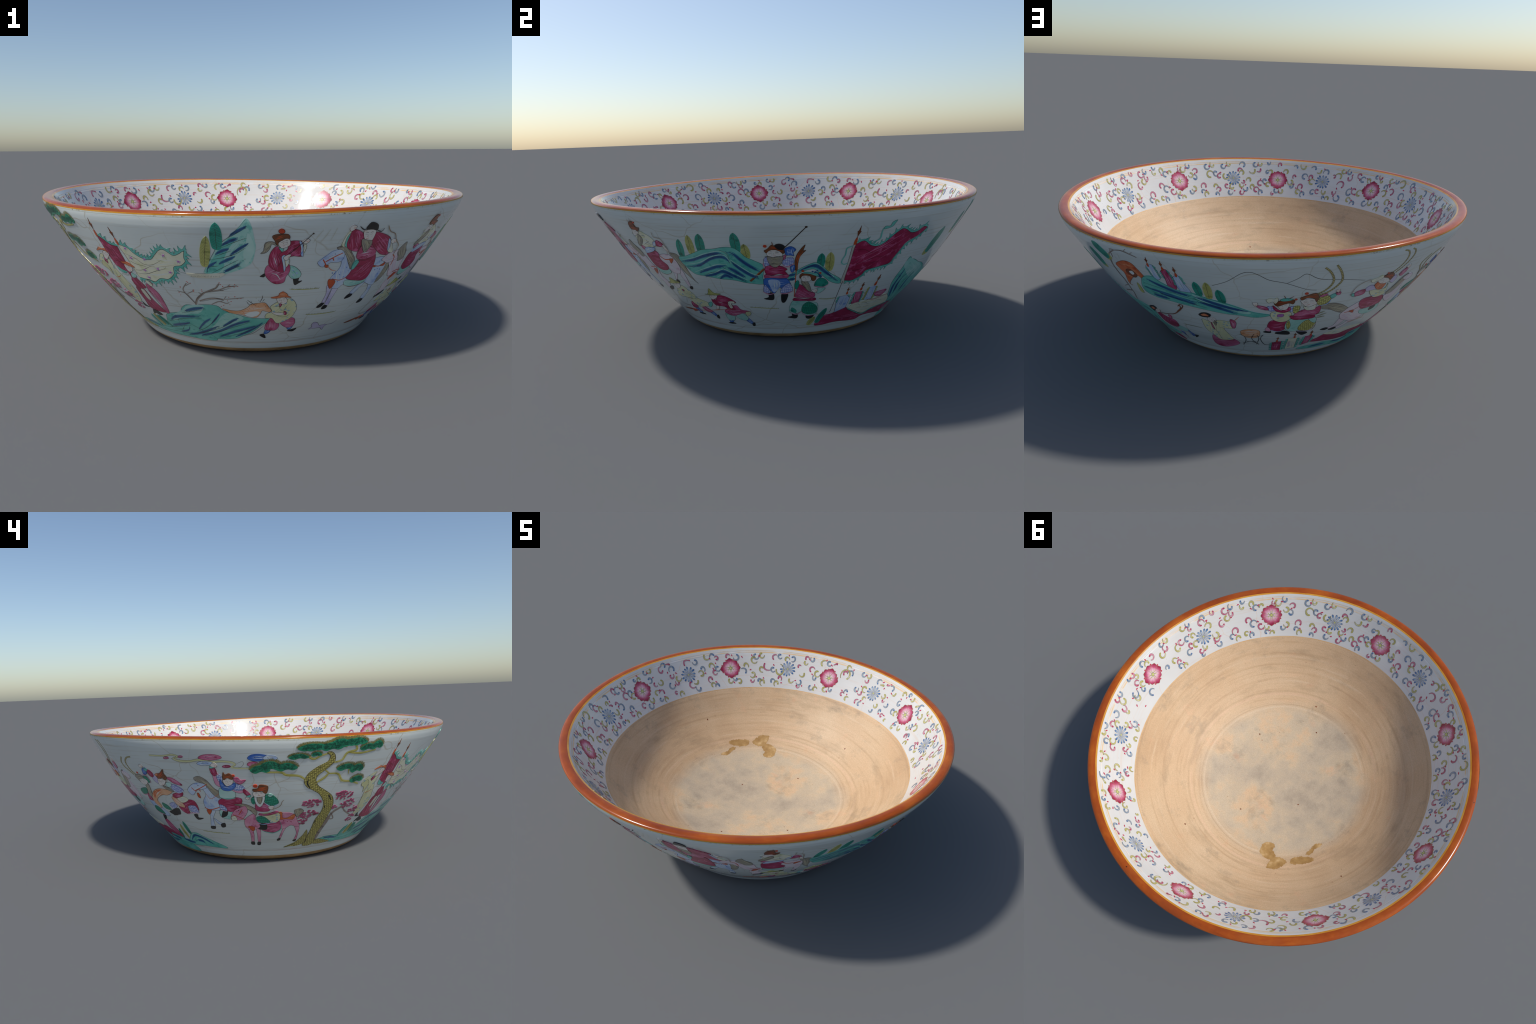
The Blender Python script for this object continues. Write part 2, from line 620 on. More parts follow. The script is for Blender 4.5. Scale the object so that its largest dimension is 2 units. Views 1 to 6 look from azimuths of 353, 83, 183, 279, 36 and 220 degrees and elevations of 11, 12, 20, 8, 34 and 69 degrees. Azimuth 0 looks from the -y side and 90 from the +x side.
def flames(pts, width, material, side=1, spacing=17):
    """banner hem: a wavy ribbon with curled flame tongues on its outer side"""
    path = rounded(pairs(pts), False, 4)
    s = skin_for("banner_hem")
    h = lift()
    l, r = ribbon(path, width * .8, 0)
    s.fill(l + r[::-1], material, h)
    Painter.ink.stroke(l if side > 0 else r, .9, "ink", lift(), 0)
    Painter.ink.stroke(r if side > 0 else l, 1.6, "ink", lift(), 0)
    run, nxt = 0, spacing * .5
    two, flip = (lift(), lift(), lift()), 0
    for i in range(1, len(path) - 1):
        d = path[i + 1] - path[i - 1]
        run += (path[i] - path[i - 1]).length
        if run < nxt or d.length < 1e-6:
            continue
        nxt += spacing * rng.uniform(.75, 1.3)
        d.normalize()
        n = Vector((-d.y, d.x)) * side
        root = path[i] + n * width * .3
        hgt = width * rng.uniform(1.1, 1.9)
        tongue = [root - d * 6, root - d * 1.5 + n * hgt * .45, root + d * 5 + n * hgt, root + d * 4 + n * hgt * .45, root + d * 8]
        t = rounded(tongue, True, 4)
        flip = 1 - flip
        s.fill(t, material, two[flip])
        Painter.ink.stroke(rounded(tongue, False, 4), .8, "ink", two[2], 0)


def sprigs(pts, material):
    """scattered five-petalled sprigs with blue leaves"""
    s, h = skin_for("sprig"), lift()
    for c in pairs(pts):
        for k in range(5):
            a = 2 * pi * k / 5 + rng.random()
            spot(s, c + Vector((cos(a), .8 * sin(a))) * 3.2, 2.6, material, h)
        for k in range(6):
            a = 2 * pi * k / 6 + rng.random()
            d = Vector((cos(a), .8 * sin(a)))
            Painter.ink.stroke([c + d * 6.5, c + d * 10.5], 1.5, "blue", h, .3)


def spear(pts):
    """red tassel, shaft and bronze spearhead of a standard, from foot to tip"""
    a, b = pairs(pts)[:2]
    d = b - a
    n = Vector((-d.y, d.x)).normalized() * max(5.5, d.length * .085)
    s = skin_for("spearhead")
    Painter.ink.stroke([a, a + d * .6], 2.4, "brown", lift(), .1)
    s.fill([a + d * .42, a + d * .66 + n * .9, a + d * .70 + n * 1.15, a + d * .72 + n * .5, a + d, a + d * .72 - n * .5, a + d * .70 - n * 1.15, a + d * .66 - n * .9], "brown", lift())
    t = skin_for("tassel")
    t.fill(rounded([a - d * .02 - n * .5, a + d * .12 - n * .85, a + d * .36 - n * .3, a + d * .36 + n * .3, a + d * .14 + n * .8, a - d * .02 + n * .5], True, 4), "orange_deep", lift())


def hatspike(pts):
    a, b = pairs(pts)[:2]
    for k in (-1, 0, 1):
        Painter.ink.stroke([a, b + Vector((k * 4, -abs(k) * 2))], 1.6, "orange_deep", lift(), .4)


def grass(pts, material, ground=False):
    """short tufts along a line"""
    path = rounded(pairs(pts), False, 6)
    h = lift()
    if ground:
        Painter.ink.stroke(path, 3.6, "olive", h, .6)
    for p in path:
        for k in range(2):
            q = p + Vector((rng.uniform(-3, 3), 0))
            Painter.ink.stroke([q, q + Vector((rng.uniform(-2.5, 2.5), rng.uniform(3, 8)))], 1.1, material, h + .00003, .5)


def pheasant(pts, width):
    """long barred tail feather of a general's cap, from cap to tip"""
    path = rounded(pairs(pts), False, 4)
    l, r = ribbon(path, width, .15)
    s = skin_for("cap_feather")
    s.fill(l + r[::-1], "feather", lift())
    h = lift()
    Painter.ink.stroke(l, .7, "ink", h, 0)
    Painter.ink.stroke(r, .7, "ink", h, 0)
    for k in range(1, len(path) - 1):
        if k % 2:
            Painter.ink.stroke([l[k], (l[k] + r[k]) / 2 + (path[k + 1] - path[k]) * .3, r[k]], 2.2, "ink", h + .00004, .2)


def pine_clumps(pts, a, b):
    """cushion of pine needles: a green pad fringed above with brown needles; a and b are half width and height in
    hundredths of a needle pad of 215 mm"""
    a, b = a * .54, b * .5
    for c in pairs(pts):
        Painter.clump += 1
        if Painter.clump == 1:
            Painter.clump_base = lift()
        low = Painter.clump_base + .00004 * (Painter.clump % 4)
        pad = [(-1, -.15), (-.7, .45), (-.25, .8), (.2, .85), (.65, .5), (1, -.1), (.6, -.55), (.1, -.35), (-.5, -.7)]
        count = int(a * 1.7)
        for k in range(count):
            t = pi * (k + .5) / count
            root = c + Vector((cos(t) * a * .75, sin(t) * b * .6))
            tip = c + Vector((cos(t) * a * 1.1, sin(t) * b * 1.22 + 1.5)) + Vector((rng.uniform(-1.5, 1.5), rng.uniform(-1, 2)))
            Painter.ink.stroke([root, tip], 1.7, "needle", low, .1)
        s = skin_for("needle_cushion")
        s.fill(rounded([c + Vector((x * a, y * b)) for x, y in pad], True, 5), "pine_green", low + .0002)
        for k in range(int(a * b / 14)):
            x, y = rng.uniform(-.75, .75), rng.uniform(-.4, .6)
            if x * x + y * y > .75:
                continue
            root = c + Vector((x * a, y * b))
            for d in (-.6, 0, .6):
                Painter.ink.stroke([root, root + Vector((sin(d) * 6, cos(d) * 6))], 1.0, "pine_dark", low + .0004, .3)


def blossoms(pts, a, b, count):
    """cloud of small crimson blossom caps on brown twigs"""
    a, b = a * .45, b * .42
    c = pairs(pts)[0]
    s, h = skin_for("blossom"), lift()
    for k in range(count * 2):
        x, y = rng.uniform(-1, 1), rng.uniform(-1, 1)
        if x * x + y * y > 1:
            continue
        p = c + Vector((x * a, y * b))
        w = rng.uniform(5, 7.5)
        Painter.ink.stroke([p + Vector((-w * .8, -4)), p + Vector((0, -6)), p + Vector((w * .9, -3.5))], 1.4, "bark_grey", h, .3)
        cap = [p + Vector((-w, -1.5)), p + Vector((-w * .6, 2)), p + Vector((0, 3.2)), p + Vector((w * .7, 1.8)), p + Vector((w, -1.6)), p + Vector((0, -2.2))]
        hh = h + .00003 * (k % 5 + 1)
        s.fill(rounded(cap, True, 4), "blossom", hh)
        Painter.ink.stroke([cap[0], cap[5], cap[4]], .9, "ink", hh + .00002, 0)


def scribble(pts, material):
    a, b = pairs(pts)[:2]
    path = [a.lerp(b, k / 12) + Vector((sin(k * 2.1) * 7, 0)) for k in range(13)]
    Painter.ink.stroke(rounded([tuple(p) for p in path], False, 4), 2, material, lift(), .2)


def brush_folds(outline, material):
    """fine fold lines and a soft highlight brushed into a piece of cloth"""
    n = len(outline)
    cx, cy = sum(p.x for p in outline) / n, sum(p.y for p in outline) / n
    sxx = sum((p.x - cx) ** 2 for p in outline)
    syy = sum((p.y - cy) ** 2 for p in outline)
    sxy = sum((p.x - cx) * (p.y - cy) for p in outline)
    t = .5 * atan2(2 * sxy, sxx - syy)
    u, v = Vector((cos(t), sin(t))), Vector((-sin(t), cos(t)))
    c = Vector((cx, cy))
    lo = min((p - c).dot(v) for p in outline)
    hi = max((p - c).dot(v) for p in outline)
    L = max(abs((p - c).dot(u)) for p in outline)
    if L < 9 or hi - lo < 7:
        return

    def within(q):
        odd = False
        for i in range(n):
            a, b = outline[i], outline[i - 1]
            if (a.y > q.y) != (b.y > q.y) and q.x < (b.x - a.x) * (q.y - a.y) / (b.y - a.y) + a.x:
                odd = not odd
        return odd

    light, dark = FOLDS[material]
    h = lift()
    strokes = [(rng.uniform(.2, .8), rng.uniform(1.2, 2.4), light) for _ in range(max(3, min(9, int((hi - lo) / 3.5))) * (2 if material == 'hair_grey' else 1))]
    strokes += [(rng.uniform(.1, .9), 1.0, dark) for _ in range(7 if material == "hair_grey" else 3)]
    for share, width, mat in strokes:
        bow = rng.uniform(-.12, .12) * (hi - lo)
        run = []
        start, end = rng.uniform(-.85, -.2), rng.uniform(.25, .85)
        for k in range(13):
            s = start + (end - start) * k / 12
            q = c + u * (s * L) + v * (lo + share * (hi - lo) + bow * cos(s * 2.5))
            if within(q + v * width * .5) and within(q - v * width * .5):
                run.append(q)
            elif len(run) > 3:
                break
            else:
                run = []
        if len(run) > 3:
            Painter.ink.stroke(run, width, mat, h, .95)


FOLDS = {"crimson": ("crimson_light", "crimson_dark"), "crimson_pink": ("pink", "crimson_dark"), "cream": ("white_wash", "brown_line"), "cream_sprig": ("olive_pale", "brown_line"),
         "pale_teal": ("green_wash", "teal"), "pale_blue": ("white_wash", "blue"), "blue": ("pale_blue", "navy"), "horse_blue": ("white_wash", "pale_blue"), "horse_pink": ("white_wash", "lilac"),
         "horse_rose": ("pink", "crimson_pink"), "hair_grey": ("buff_line", "ink"), "orange": ("deer_orange", "orange_deep"), "brown": ("orange_deep", "ink"), "deer_orange": ("skin", "orange")}


def make_enamels():
    for name, *tints in (
            ("ink", "33271f", "453528"), ("black", "1d1c1c", "2c2b2a"), ("brown", "6e3d20", "8a5230"), ("brown_line", "8a7058", "a08a70"),
            ("crimson", "92193f", "b02c58", "c65c86"), ("crimson_light", "bf5680", "d488a6"), ("crimson_dark", "5e0f2a", "701536"), ("band_blue", "3a7f9c", "4a94a4", "2f6a94"), ("pine_dark", "0f4a38", "185c46"), ("crimson_pink", "a9305a", "cf7398", "97204a"), ("pink", "c97f9e", "dfa8bc"), ("lilac_pink", "a86ab0", "c890c0"),
            ("teal", "5cb3a4", "7cc6b8", "45a395"), ("pale_teal", "94c8bc", "b2d6cc", "76bbad"), ("green", "1f8a76", "35a08c", "167060"), ("olive", "a9aa5e", "c0bd74", "8f9450"),
            ("olive_dark", "77703a", "8c8648"), ("olive_pale", "c4c492", "d2d0a2"), ("navy", "24497c", "2f5f8c", "1d3c6a"), ("blue", "2f5fb0", "4a78c4"), ("pale_blue", "9fb6da", "c0d0e4", "7f9cd0"),
            ("cream", "dbd9be", "e4e2cc", "cfcfa6"), ("white_wash", "d5dcda", "dde2e0"), ("buff_wash", "cfcab4", "d6d6c8"), ("buff_line", "b3a98c", "c3bba0"), ("pole_grey", "b7b2a8", "c8c4bc"),
            ("orange", "cc5f2c", "dc8050", "b84a1c"), ("orange_deep", "b8431a", "cc5e2c"), ("red_dot", "b93a1c", "c84a28"), ("skin", "dcd6cf", "e2dad2", "d9c6b8"), ("deer_orange", "d89a6c", "e2b490", "c9824e"),
            ("hair_grey", "8d8577", "a49c8e", "746c60"), ("bark_grey", "8a7c72", "a39488", "6d6058"), ("bark_yellow", "b7ae58", "cbc274", "9c9440"), ("blush", "d8b0a0", "dcbaac"), ("lilac", "b3a8c6", "c8bed6"), ("lilac_dark", "8a6a98", "9a7aa6"),
            ("horse_blue", "aebfdc", "ccd8e6", "90a8d4"), ("horse_lilac", "c4bcd8", "d6d2e2", "b0a8d0"), ("horse_pink", "d8c4cc", "e0d2d6", "cdb0bc"), ("horse_rose", "cf7f9c", "dda4b6", "bb5a80"),
            ("pine_green", "1f7f5e", "2f9870", "136048"), ("needle", "6d6a3a", "7f7a48"), ("blossom", "a8325e", "c05c84"), ("feather", "a89a5c", "b9ac70"), ("scroll_yellow", "b9b060", "cfc888", "d8d4a8"), ("scroll_blue", "7f95aa", "a8b6c2", "4f78a8"), ("scroll_rose", "c05a7a", "d890a4", "dcb0b8"), ("bud", "b02448", "bf3a58"), ("petal_tip_blue", "345f9a", "5078a8"), ("petal_blue", "8fa3b8", "b4c2cc"), ("stamen", "b4b468", "c8c888"), ("green_wash", "a8cfc4", "bcdad0")):
        enamel(name, *tints[:2], third=tints[2] if len(tints) > 2 else None)
    patterned("cream_sprig", ("d9d8b4", "cfd0a0"), "8fb0c0", 52, .22)
    patterned("yellow_sprig", ("d6d4a0", "c8c890"), "7f94b8", 60, .25)
    scaled("mail_lilac", "c9cbe0", "6f7fc0", 120)
    scaled("mail_blue", "dfe4ee", "4668b4", 130)
    scaled("mail_green", "2f9a7c", "0f6a54", 120)
    scaled("mail_yellow", "cfca78", "7c7636", 120)
    scaled("bark_scales", "c2b864", "6a6030", 110)



# ------------------------------------------------------------------ flower band inside the lip
FLAT = .855           # height covered by one unit of length up the sloping band


def band_skin(angle, height):
    wall = Wall(BAND_S, True, angle, height)
    return Skin(wall, wall(0, 0, 0))


def petal_shape(turn, length, half, notch):
    """outline of one petal about the flower's centre"""
    side = [(.16, .10), (.38, .62), (.66, 1.), (.9, .86), (1.0, .42), (1.0 - notch, .1)]
    pts = [(t * length, w * half) for t, w in side] + [(t * length, -w * half) for t, w in side[::-1]]
    c, s = cos(turn), sin(turn)
    return [(x * c - y * s, (x * s + y * c) * FLAT) for x, y in pts]


def pink_flower(angle, height):
    """eight shaded petals, crimson buds between them, olive heart and stamens"""
    skin = band_skin(angle, height)
    spin = rng.uniform(-.15, .15)
    for k in range(8):
        a = spin + 2 * pi * k / 8 + pi / 8 * 0
        o = (cos(a + pi / 8) * 59, sin(a + pi / 8) * 59 * FLAT)
        spot(skin, Vector(o), 5.5, "bud", .0004, FLAT, 7)
    for k in range(8):
        a = spin + 2 * pi * k / 8
        length = rng.uniform(56, 63) * (1.06 if k % 2 == 0 else .98)
        out = rounded([Vector(p) for p in petal_shape(a, length, 20.5, -.07)], True, 6)
        h = .0006 + .00012 * (k % 2)
        skin.fill(out, "petal_pink", h)
        skin.stroke(out + [out[0]], 1.6, "petal_edge", h + .00005, 0)
        skin.stroke([Vector((cos(a) * t, sin(a) * t * FLAT)) for t in (26, 40, 52)], .8, "petal_line", h + .00005, .5)
    spot(skin, Vector((0, 0)), 9, "stamen", .0010, FLAT, 12)
    skin.stroke([Vector((9 * cos(t * pi / 8), 9 * FLAT * sin(t * pi / 8))) for t in range(17)], 1.2, "olive_dark", .00105, 0)
    for k in range(6):
        a = spin + 2 * pi * (k + .5) / 6
        d = Vector((cos(a), sin(a) * FLAT))
        skin.stroke([d * 8, d * 17], 1.3, "olive_dark", .0010, 0)
        spot(skin, d * 20, 3.8, "stamen", .0010, FLAT, 8)
    skin.build("pink_flower", ROOT, skin.origin)


def blue_flower(angle, height):
    """aster of narrow petals, pale with dark blue tips"""
    skin = band_skin(angle, height)
    n = 13
    spin = rng.uniform(0, 1)
    for k in range(n):
        a = spin + 2 * pi * k / n + rng.uniform(-.06, .06)
        length = rng.uniform(46, 55)
        c, s = cos(a), sin(a)
        out = rounded([Vector((x * c - y * s, (x * s + y * c) * FLAT)) for x, y in ((4, 1), (length * .6, 4.2), (length * .9, 5), (length, 0), (length * .9, -5), (length * .6, -4.2), (4, -1))], True, 5)
        h = .0005 + .0001 * (k % 3)
        skin.fill(out, "petal_aster", h)
        skin.stroke(out + [out[0]], 1.25, "petal_line", h + .00005, 0)
    spot(skin, Vector((0, 0)), 5, "stamen", .0010, FLAT, 9)
    skin.build("blue_flower", ROOT, skin.origin)


def hook(m, e):
    """round hook from the stalk end (0, 0) through the turn m to the rolled head e, curling in a little further"""
    cross = 2 * (m.x * e.y - m.y * e.x)
    if abs(cross) > 40:
        a, b = m.length_squared, e.length_squared
        c = Vector(((e.y * a - m.y * b) / cross, (m.x * b - e.x * a) / cross))
        rad = c.length
        if rad < 40:
            t0, tm, te = (atan2(*(p - c).yx) for p in (Vector((0, 0)), m, e))
            s = 1 if m.cross(e - m) > 0 else -1
            sweep = (s * (te - t0)) % (2 * pi)
            sweep = min(sweep + .3, 4.4)
            out = []
            for k in range(15):
                u = k / 14
                q = rad * (1.06 - .40 * max(0, u - .6) / .4)
                out.append(c + Vector((cos(t0 + s * sweep * u), sin(t0 + s * sweep * u))) * q)
            return out
    return rounded([Vector((0, 0)), m, e, e.lerp(m, .15) + Vector((e.y - m.y, m.x - e.x)) * .2], False, 3)


def scroll_leaves(material, leaves):
    """comma-shaped scroll leaves: stalk end (angle, height), then the turn and the rolled head in millimetres from it"""
    for angle, height, mx, my, hx, hy in leaves:
        skin = band_skin(angle, height)
        m, e = Vector((mx, my)), Vector((hx, hy))
        path = hook(m, e)
        n = len(path)
        l, r = [], []
        for i, p in enumerate(path):
            d = path[min(i + 1, n - 1)] - path[max(i - 1, 0)]
            if d.length < 1e-6:
                d = Vector((1, 0))
            d.normalize()
            t = i / (n - 1)
            w = 1.3 + 4.6 * t ** .8 if t < .8 else 5.1 - (t - .8) * 8
            q = Vector((-d.y, d.x)) * w
            l.append(p + q)
            r.append(p - q)
        skin.fill(l + r[::-1], material, .0006)
        spot(skin, path[-1], 5.4, material + "_head", .00075, FLAT, 9)
        skin.stroke(l, 1.25, "petal_line", .0009, 0)
        skin.stroke(r, 1.25, "petal_line", .0009, 0)
        skin.stroke(path[n // 3:], .9, "petal_line", .0009, .7)
        skin.build("scroll_leaf", ROOT, skin.origin)


def buds(places):
    """little crimson buds at the forks of the scrolls"""
    wall = Wall(BAND_S, True, 0, 550)
    skin = Skin(wall)
    for angle, height in places:
        skin.wall = Wall(BAND_S, True, angle, height)
        a, k = rng.uniform(0, pi), rng.uniform(6, 9)
        c, s = cos(a), sin(a)
        skin.fill([(x * c - y * s, (x * s + y * c) * FLAT) for x, y in ((-k, 0), (-k * .4, 2.8), (k * .6, 3.9), (k, 0), (k * .6, -3.9), (-k * .4, -2.8))], "bud", .0011)
    ob = skin.build("bud", ROOT)
    ob["kind"] = "stuff"


def radial(name, stops, rough=.28):
    """colour running out from the flower's heart"""
    n = Nodes(name)
    d = n.new("VectorMath", operation="LENGTH")
    n.link(n.coords.outputs["Object"], d.inputs[0])
    v = n.math("ADD", n.math("MULTIPLY", d.outputs["Value"], 14.), n.math("MULTIPLY", n.math("SUBTRACT", n.noise(38, 3), .5), .35))
    MATS[name] = n.finish(n.ramp(v, *[(p, srgb(c)) for p, c in stops]), rough)


def flower_glazes():
    radial("petal_pink", ((.16, "e0cdd0"), (.44, "d6a0b0"), (.62, "bd5072"), (.82, "94183c")))
    radial("petal_aster", ((.1, "c3ccd4"), (.42, "a3b4c6"), (.58, "4f7aa8"), (.68, "2f5a98")))
    enamel("petal_line", "5c4e42", "70604e")
    enamel("petal_edge", "8a7a58", "9a8a68")
    enamel("scroll_yellow_head", "a8a24c", "b9b260")
    enamel("scroll_blue_head", "41689c", "6484a8")
    enamel("scroll_rose_head", "aa2a50", "b84466")


class Floor:
    """plan millimetres on the basin floor"""
    inner = True

    def __call__(self, x, y, lift):
        r, f = hypot(x, y) / 1000, atan2(x, -y)
        z = BASIN[-1][1]
        for (r0, z0), (r1, z1) in zip(FLOOR_S, FLOOR_S[1:]):
            if r <= r1:
                z = z0 + (z1 - z0) * (r - r0) / (r1 - r0)
                break
        return turned(r, z + lift, f)


FLOOR_S = smooth_profile(BASIN, .006)


def stain(pts):
    """old brown stain with a ragged edge, soaked into the bare clay"""
    skin = Skin(Floor())
    out = []
    for p in rounded(pairs(pts), True, 5):
        out.append(p + Vector((rng.uniform(-4, 4), rng.uniform(-4, 4))))
    skin.fill(out, "brown_stain", .0006)
    skin.build("stain", ROOT)


def specks(places):
    skin = Skin(Floor())
    for x, y in places:
        c = Vector((x, y))
        skin.fill([(c.x + rng.uniform(3.5, 6.5) * cos(t * pi / 4), c.y + rng.uniform(3, 5) * sin(t * pi / 4)) for t in range(8)], "brown", .0007)
    ob = skin.build("pit", ROOT)
    ob["kind"] = "stuff"


def border_lines():
    """thin drawn rings: red line above the foot, buff line below the lip, golden edge of the white glaze"""
    def ring(profile, z0, z1, lift, material, s):
        pts = []
        for k in range(4):
            z = z0 + (z1 - z0) * k / 3
            pts.append((radius_at(profile, z) + s * lift, z))
        turned_part("border_line", pts, material, s < 0)
    ring(OUT_S, .0655, .0672, .0005, "foot_line", 1)
    ring(OUT_S, .0715, .0724, .0005, "foot_line", 1)
    ring(OUT_S, .6490, .6548, .0004, "rim_grime", 1)
    ring(BAND_S, .634, .640, .0005, "buff_edge", -1)
    ring(BAND_S, .645, .6475, .0005, "buff_edge", -1)
    ring(FLOOR_S, .4335, .4362, .0006, "clay_edge", -1)


def paint_band():
    for angle, height in ((96.2, 546), (43.8, 551), (-0.5, 538), (-43.8, 548), (-88.6, 548), (-130.6, 548), (-174.8, 541), (143.5, 550)):
        pink_flower(angle, height)
    for angle, height in ((71.6, 538), (19.1, 546), (-20.4, 552), (-67.1, 541), (-111.6, 548), (-155.8, 549), (163.2, 550), (122.3, 545)):
        blue_flower(angle, height)
    scroll_leaves("scroll_rose", [(66.1, 649, -1, -19, 19, -10), (59.8, 621, -38, 4, -27, 21), (59.3, 612, 3, -26, 20, -15), (62.7, 579, -24, -18, 8, -27), (51.9, 526, -19, 26, -35, 7), (47.2, 489, -28, 17, -7, 23), (59.8, 485, 4, 27, 35, 9), (42.9, 627, -7, -13, 10, -17), (36.8, 601, 25, 9, 32, -10), (34.2, 497, 24, 24, 35, 7), (27.4, 480, 27, 4, 24, -10), (65.6, 501, -21, -19, -40, -3), (73.6, 474, -22, -8, -18, 12)])
    scroll_leaves("scroll_blue", [(59.0, 649, -7, -20, 18, -21), (53.3, 647, -8, -10, -27, -3), (48.4, 599, -33, -6, -14, -18), (49.7, 517, -40, -3, -25, -23), (45.2, 465, -22, -1, -21, -10), (52.8, 445, 1, 24, 21, 14), (59.5, 478, -26, 2, -23, -16), (39.2, 647, -3, -20, 24, -15), (36.8, 577, 19, -15, -5, -24), (38.2, 485, -18, -14, -32, -4), (32.9, 477, -16, 8, -28, -2), (29.1, 623, -34, 5, -19, 17), (26.6, 446, -6, 16, -23, 12), (67.6, 471, 13, -18, 34, -4), (73.7, 453, -12, -9, -21, 1)])
    scroll_leaves("scroll_yellow", [(59.7, 585, -29, -12, -25, 13), (55.1, 631, 1, -20, 17, -23), (51.2, 609, -8, 18, 20, 15), (48.0, 598, 6, 16, 22, 14), (46.7, 499, 8, -20, 27, -16), (44.7, 449, 9, 15, 27, 11), (53.7, 475, -22, -7, -10, -16), (58.9, 445, 1, 20, 25, 21), (40.1, 625, -33, 4, -15, 12), (39.1, 578, 30, 0, 16, 17), (39.0, 498, 31, 0, 18, 17), (33.1, 445, 1, 23, 24, 20), (27.8, 576, -41, -16, -19, -27), (26.6, 493, -10, 18, -29, 12), (69.7, 582, 25, 12, 36, -15), (67.9, 526, 36, -11, 32, 5), (73.1, 497, 3, -22, 22, -22)])
    scroll_leaves("scroll_blue", [(70.6, 620, 9, 23, 31, 12), (76.0, 648, -2, -16, 21, -16), (86.3, 632, -25, -5, -23, 10), (76.8, 575, -28, 0, -22, -19), (78.2, 510, -27, -16, -3, -23), (95.7, 624, -24, 15, -35, -3), (84.0, 467, -24, 10, -26, -7), (90.8, 509, 19, 12, 22, -4)])
    scroll_leaves("scroll_rose", [(69.4, 606, -37, 0, -26, -14), (75.5, 623, -6, -15, 9, -20), (86.8, 620, -6, -29, 20, -24), (79.3, 568, -30, 16, -11, 24), (77.2, 517, -14, 20, 4, 23), (93.4, 609, 24, 18, 3, 22), (85.5, 485, 15, 19, 25, 12)])
    scroll_leaves("scroll_yellow", [(76.7, 633, -28, -6, -29, 12), (85.5, 649, 9, -26, 22, -13), (87.6, 593, -36, -10, -22, 13), (74.4, 565, -21, 14, -21, -6), (81.9, 575, -19, -30, 4, -31), (74.2, 526, -32, 3, -25, -23), (96.4, 605, 21, 17, 32, 7), (85.0, 515, -26, 8, -30, -10), (83.8, 445, 12, 22, 24, 14)])
    scroll_leaves("scroll_yellow", [(28.4, 644, -1, -21, 22, -22), (21.3, 645, -1, -19, 21, -21), (21.3, 574, -38, -5, -18, 10), (16.3, 575, 11, 15, 30, -5), (11.9, 587, 24, -11, 43, 3), (8.0, 643, 5, -17, 26, -12), (19.6, 510, -21, -16, 2, -28), (14.7, 505, -18, -14, -32, -1), (13.4, 529, 13, 16, 32, 3), (11.1, 478, -6, 21, 18, 19), (2.9, 514, -23, -14, -10, -20), (3.6, 588, 16, 8, 28, -1), (-2.9, 587, 8, 15, 31, -2), (-10.0, 644, 3, -17, 39, -16), (-5.1, 535, 35, -5, 20, 14), (-1.4, 482, 21, -19, 27, -3)])
    scroll_leaves("scroll_blue", [(22.1, 624, -30, 2, -15, 13), (26.1, 565, -24, 13, -6, 27), (16.0, 625, 19, 17, 35, -9), (8.3, 627, -30, 2, -26, 15), (3.0, 649, -3, -13, -20, -12), (20.1, 460, -27, -6, -31, 7), (15.1, 484, 16, -15, 34, -3), (7.6, 446, -4, 19, 21, 17), (4.8, 515, -17, 19, 7, 19), (3.7, 593, -15, -10, 1, -14), (-7.1, 627, 10, 7, 27, 0), (-14.6, 627, 14, 11, 34, 2), (-6.4, 523, 15, -23, -5, -23), (-1.2, 474, -23, -10, -33, 2)])
    scroll_leaves("scroll_rose", [(24.5, 569, -24, -13, -2, -19), (14.9, 592, -20, 12, -33, 5), (8.7, 589, 15, -3, 28, 3), (-0.7, 621, -1, 17, 19, 14), (21.9, 490, -19, 7, -6, 22), (15.6, 521, 12, -7, 19, 9), (14.9, 459, -24, -7, -27, 6), (7.9, 477, -32, -4, -22, -18), (6.2, 523, -29, -18, -11, -26), (-7.4, 553, -2, 18, 14, 19), (1.9, 465, -4, -11, 9, -15)])
    scroll_leaves("scroll_blue", [(-13.5, 571, -36, -2, -15, -20), (-12.0, 448, -8, 21, 20, 12), (-17.6, 493, -25, -10, -1, -22), (-22.3, 450, -7, 10, 7, 14), (-20.0, 602, 15, 23, 40, 7), (-31.0, 648, -10, -17, 19, -18), (-27.4, 474, 39, -6, 33, 11), (-39.2, 610, -29, -18, -4, -24), (-34.4, 532, -26, -26, 2, -35), (-36.0, 448, 7, 16, 32, 10), (-44.7, 626, -19, 8, -15, 15)])
    scroll_leaves("scroll_rose", [(-14.8, 556, -7, 21, 17, 15), (-10.2, 492, 8, 29, 27, 11), (-19.7, 482, -23, 12, -8, 22), (-24.4, 597, 17, -1, 16, -13), (-32.5, 613, 1, -28, -23, -21), (-27.5, 509, -11, -22, -26, -14), (-27.2, 545, 30, 22, 48, -8), (-36.9, 606, -23, 18, 4, 22), (-37.0, 516, -28, 23, -4, 26), (-45.2, 644, 4, -17, 25, -15)])
    scroll_leaves("scroll_yellow", [(-16.8, 552, -32, -16, -6, -25), (-11.0, 479, -26, 0, -14, -18), (-21.2, 503, 5, -21, 27, -11), (-23.5, 448, 2, 15, 24, 9), (-17.2, 605, 14, -3, 28, 0), (-25.5, 596, 33, 15, 47, -4), (-29.5, 636, -26, -8, -23, 6), (-41.1, 589, -10, 18, 11, 18), (-39.9, 529, -31, -22, -10, -28), (-35.6, 472, -27, -7, -15, -16), (-46.4, 623, 9, -16, 15, -10)])
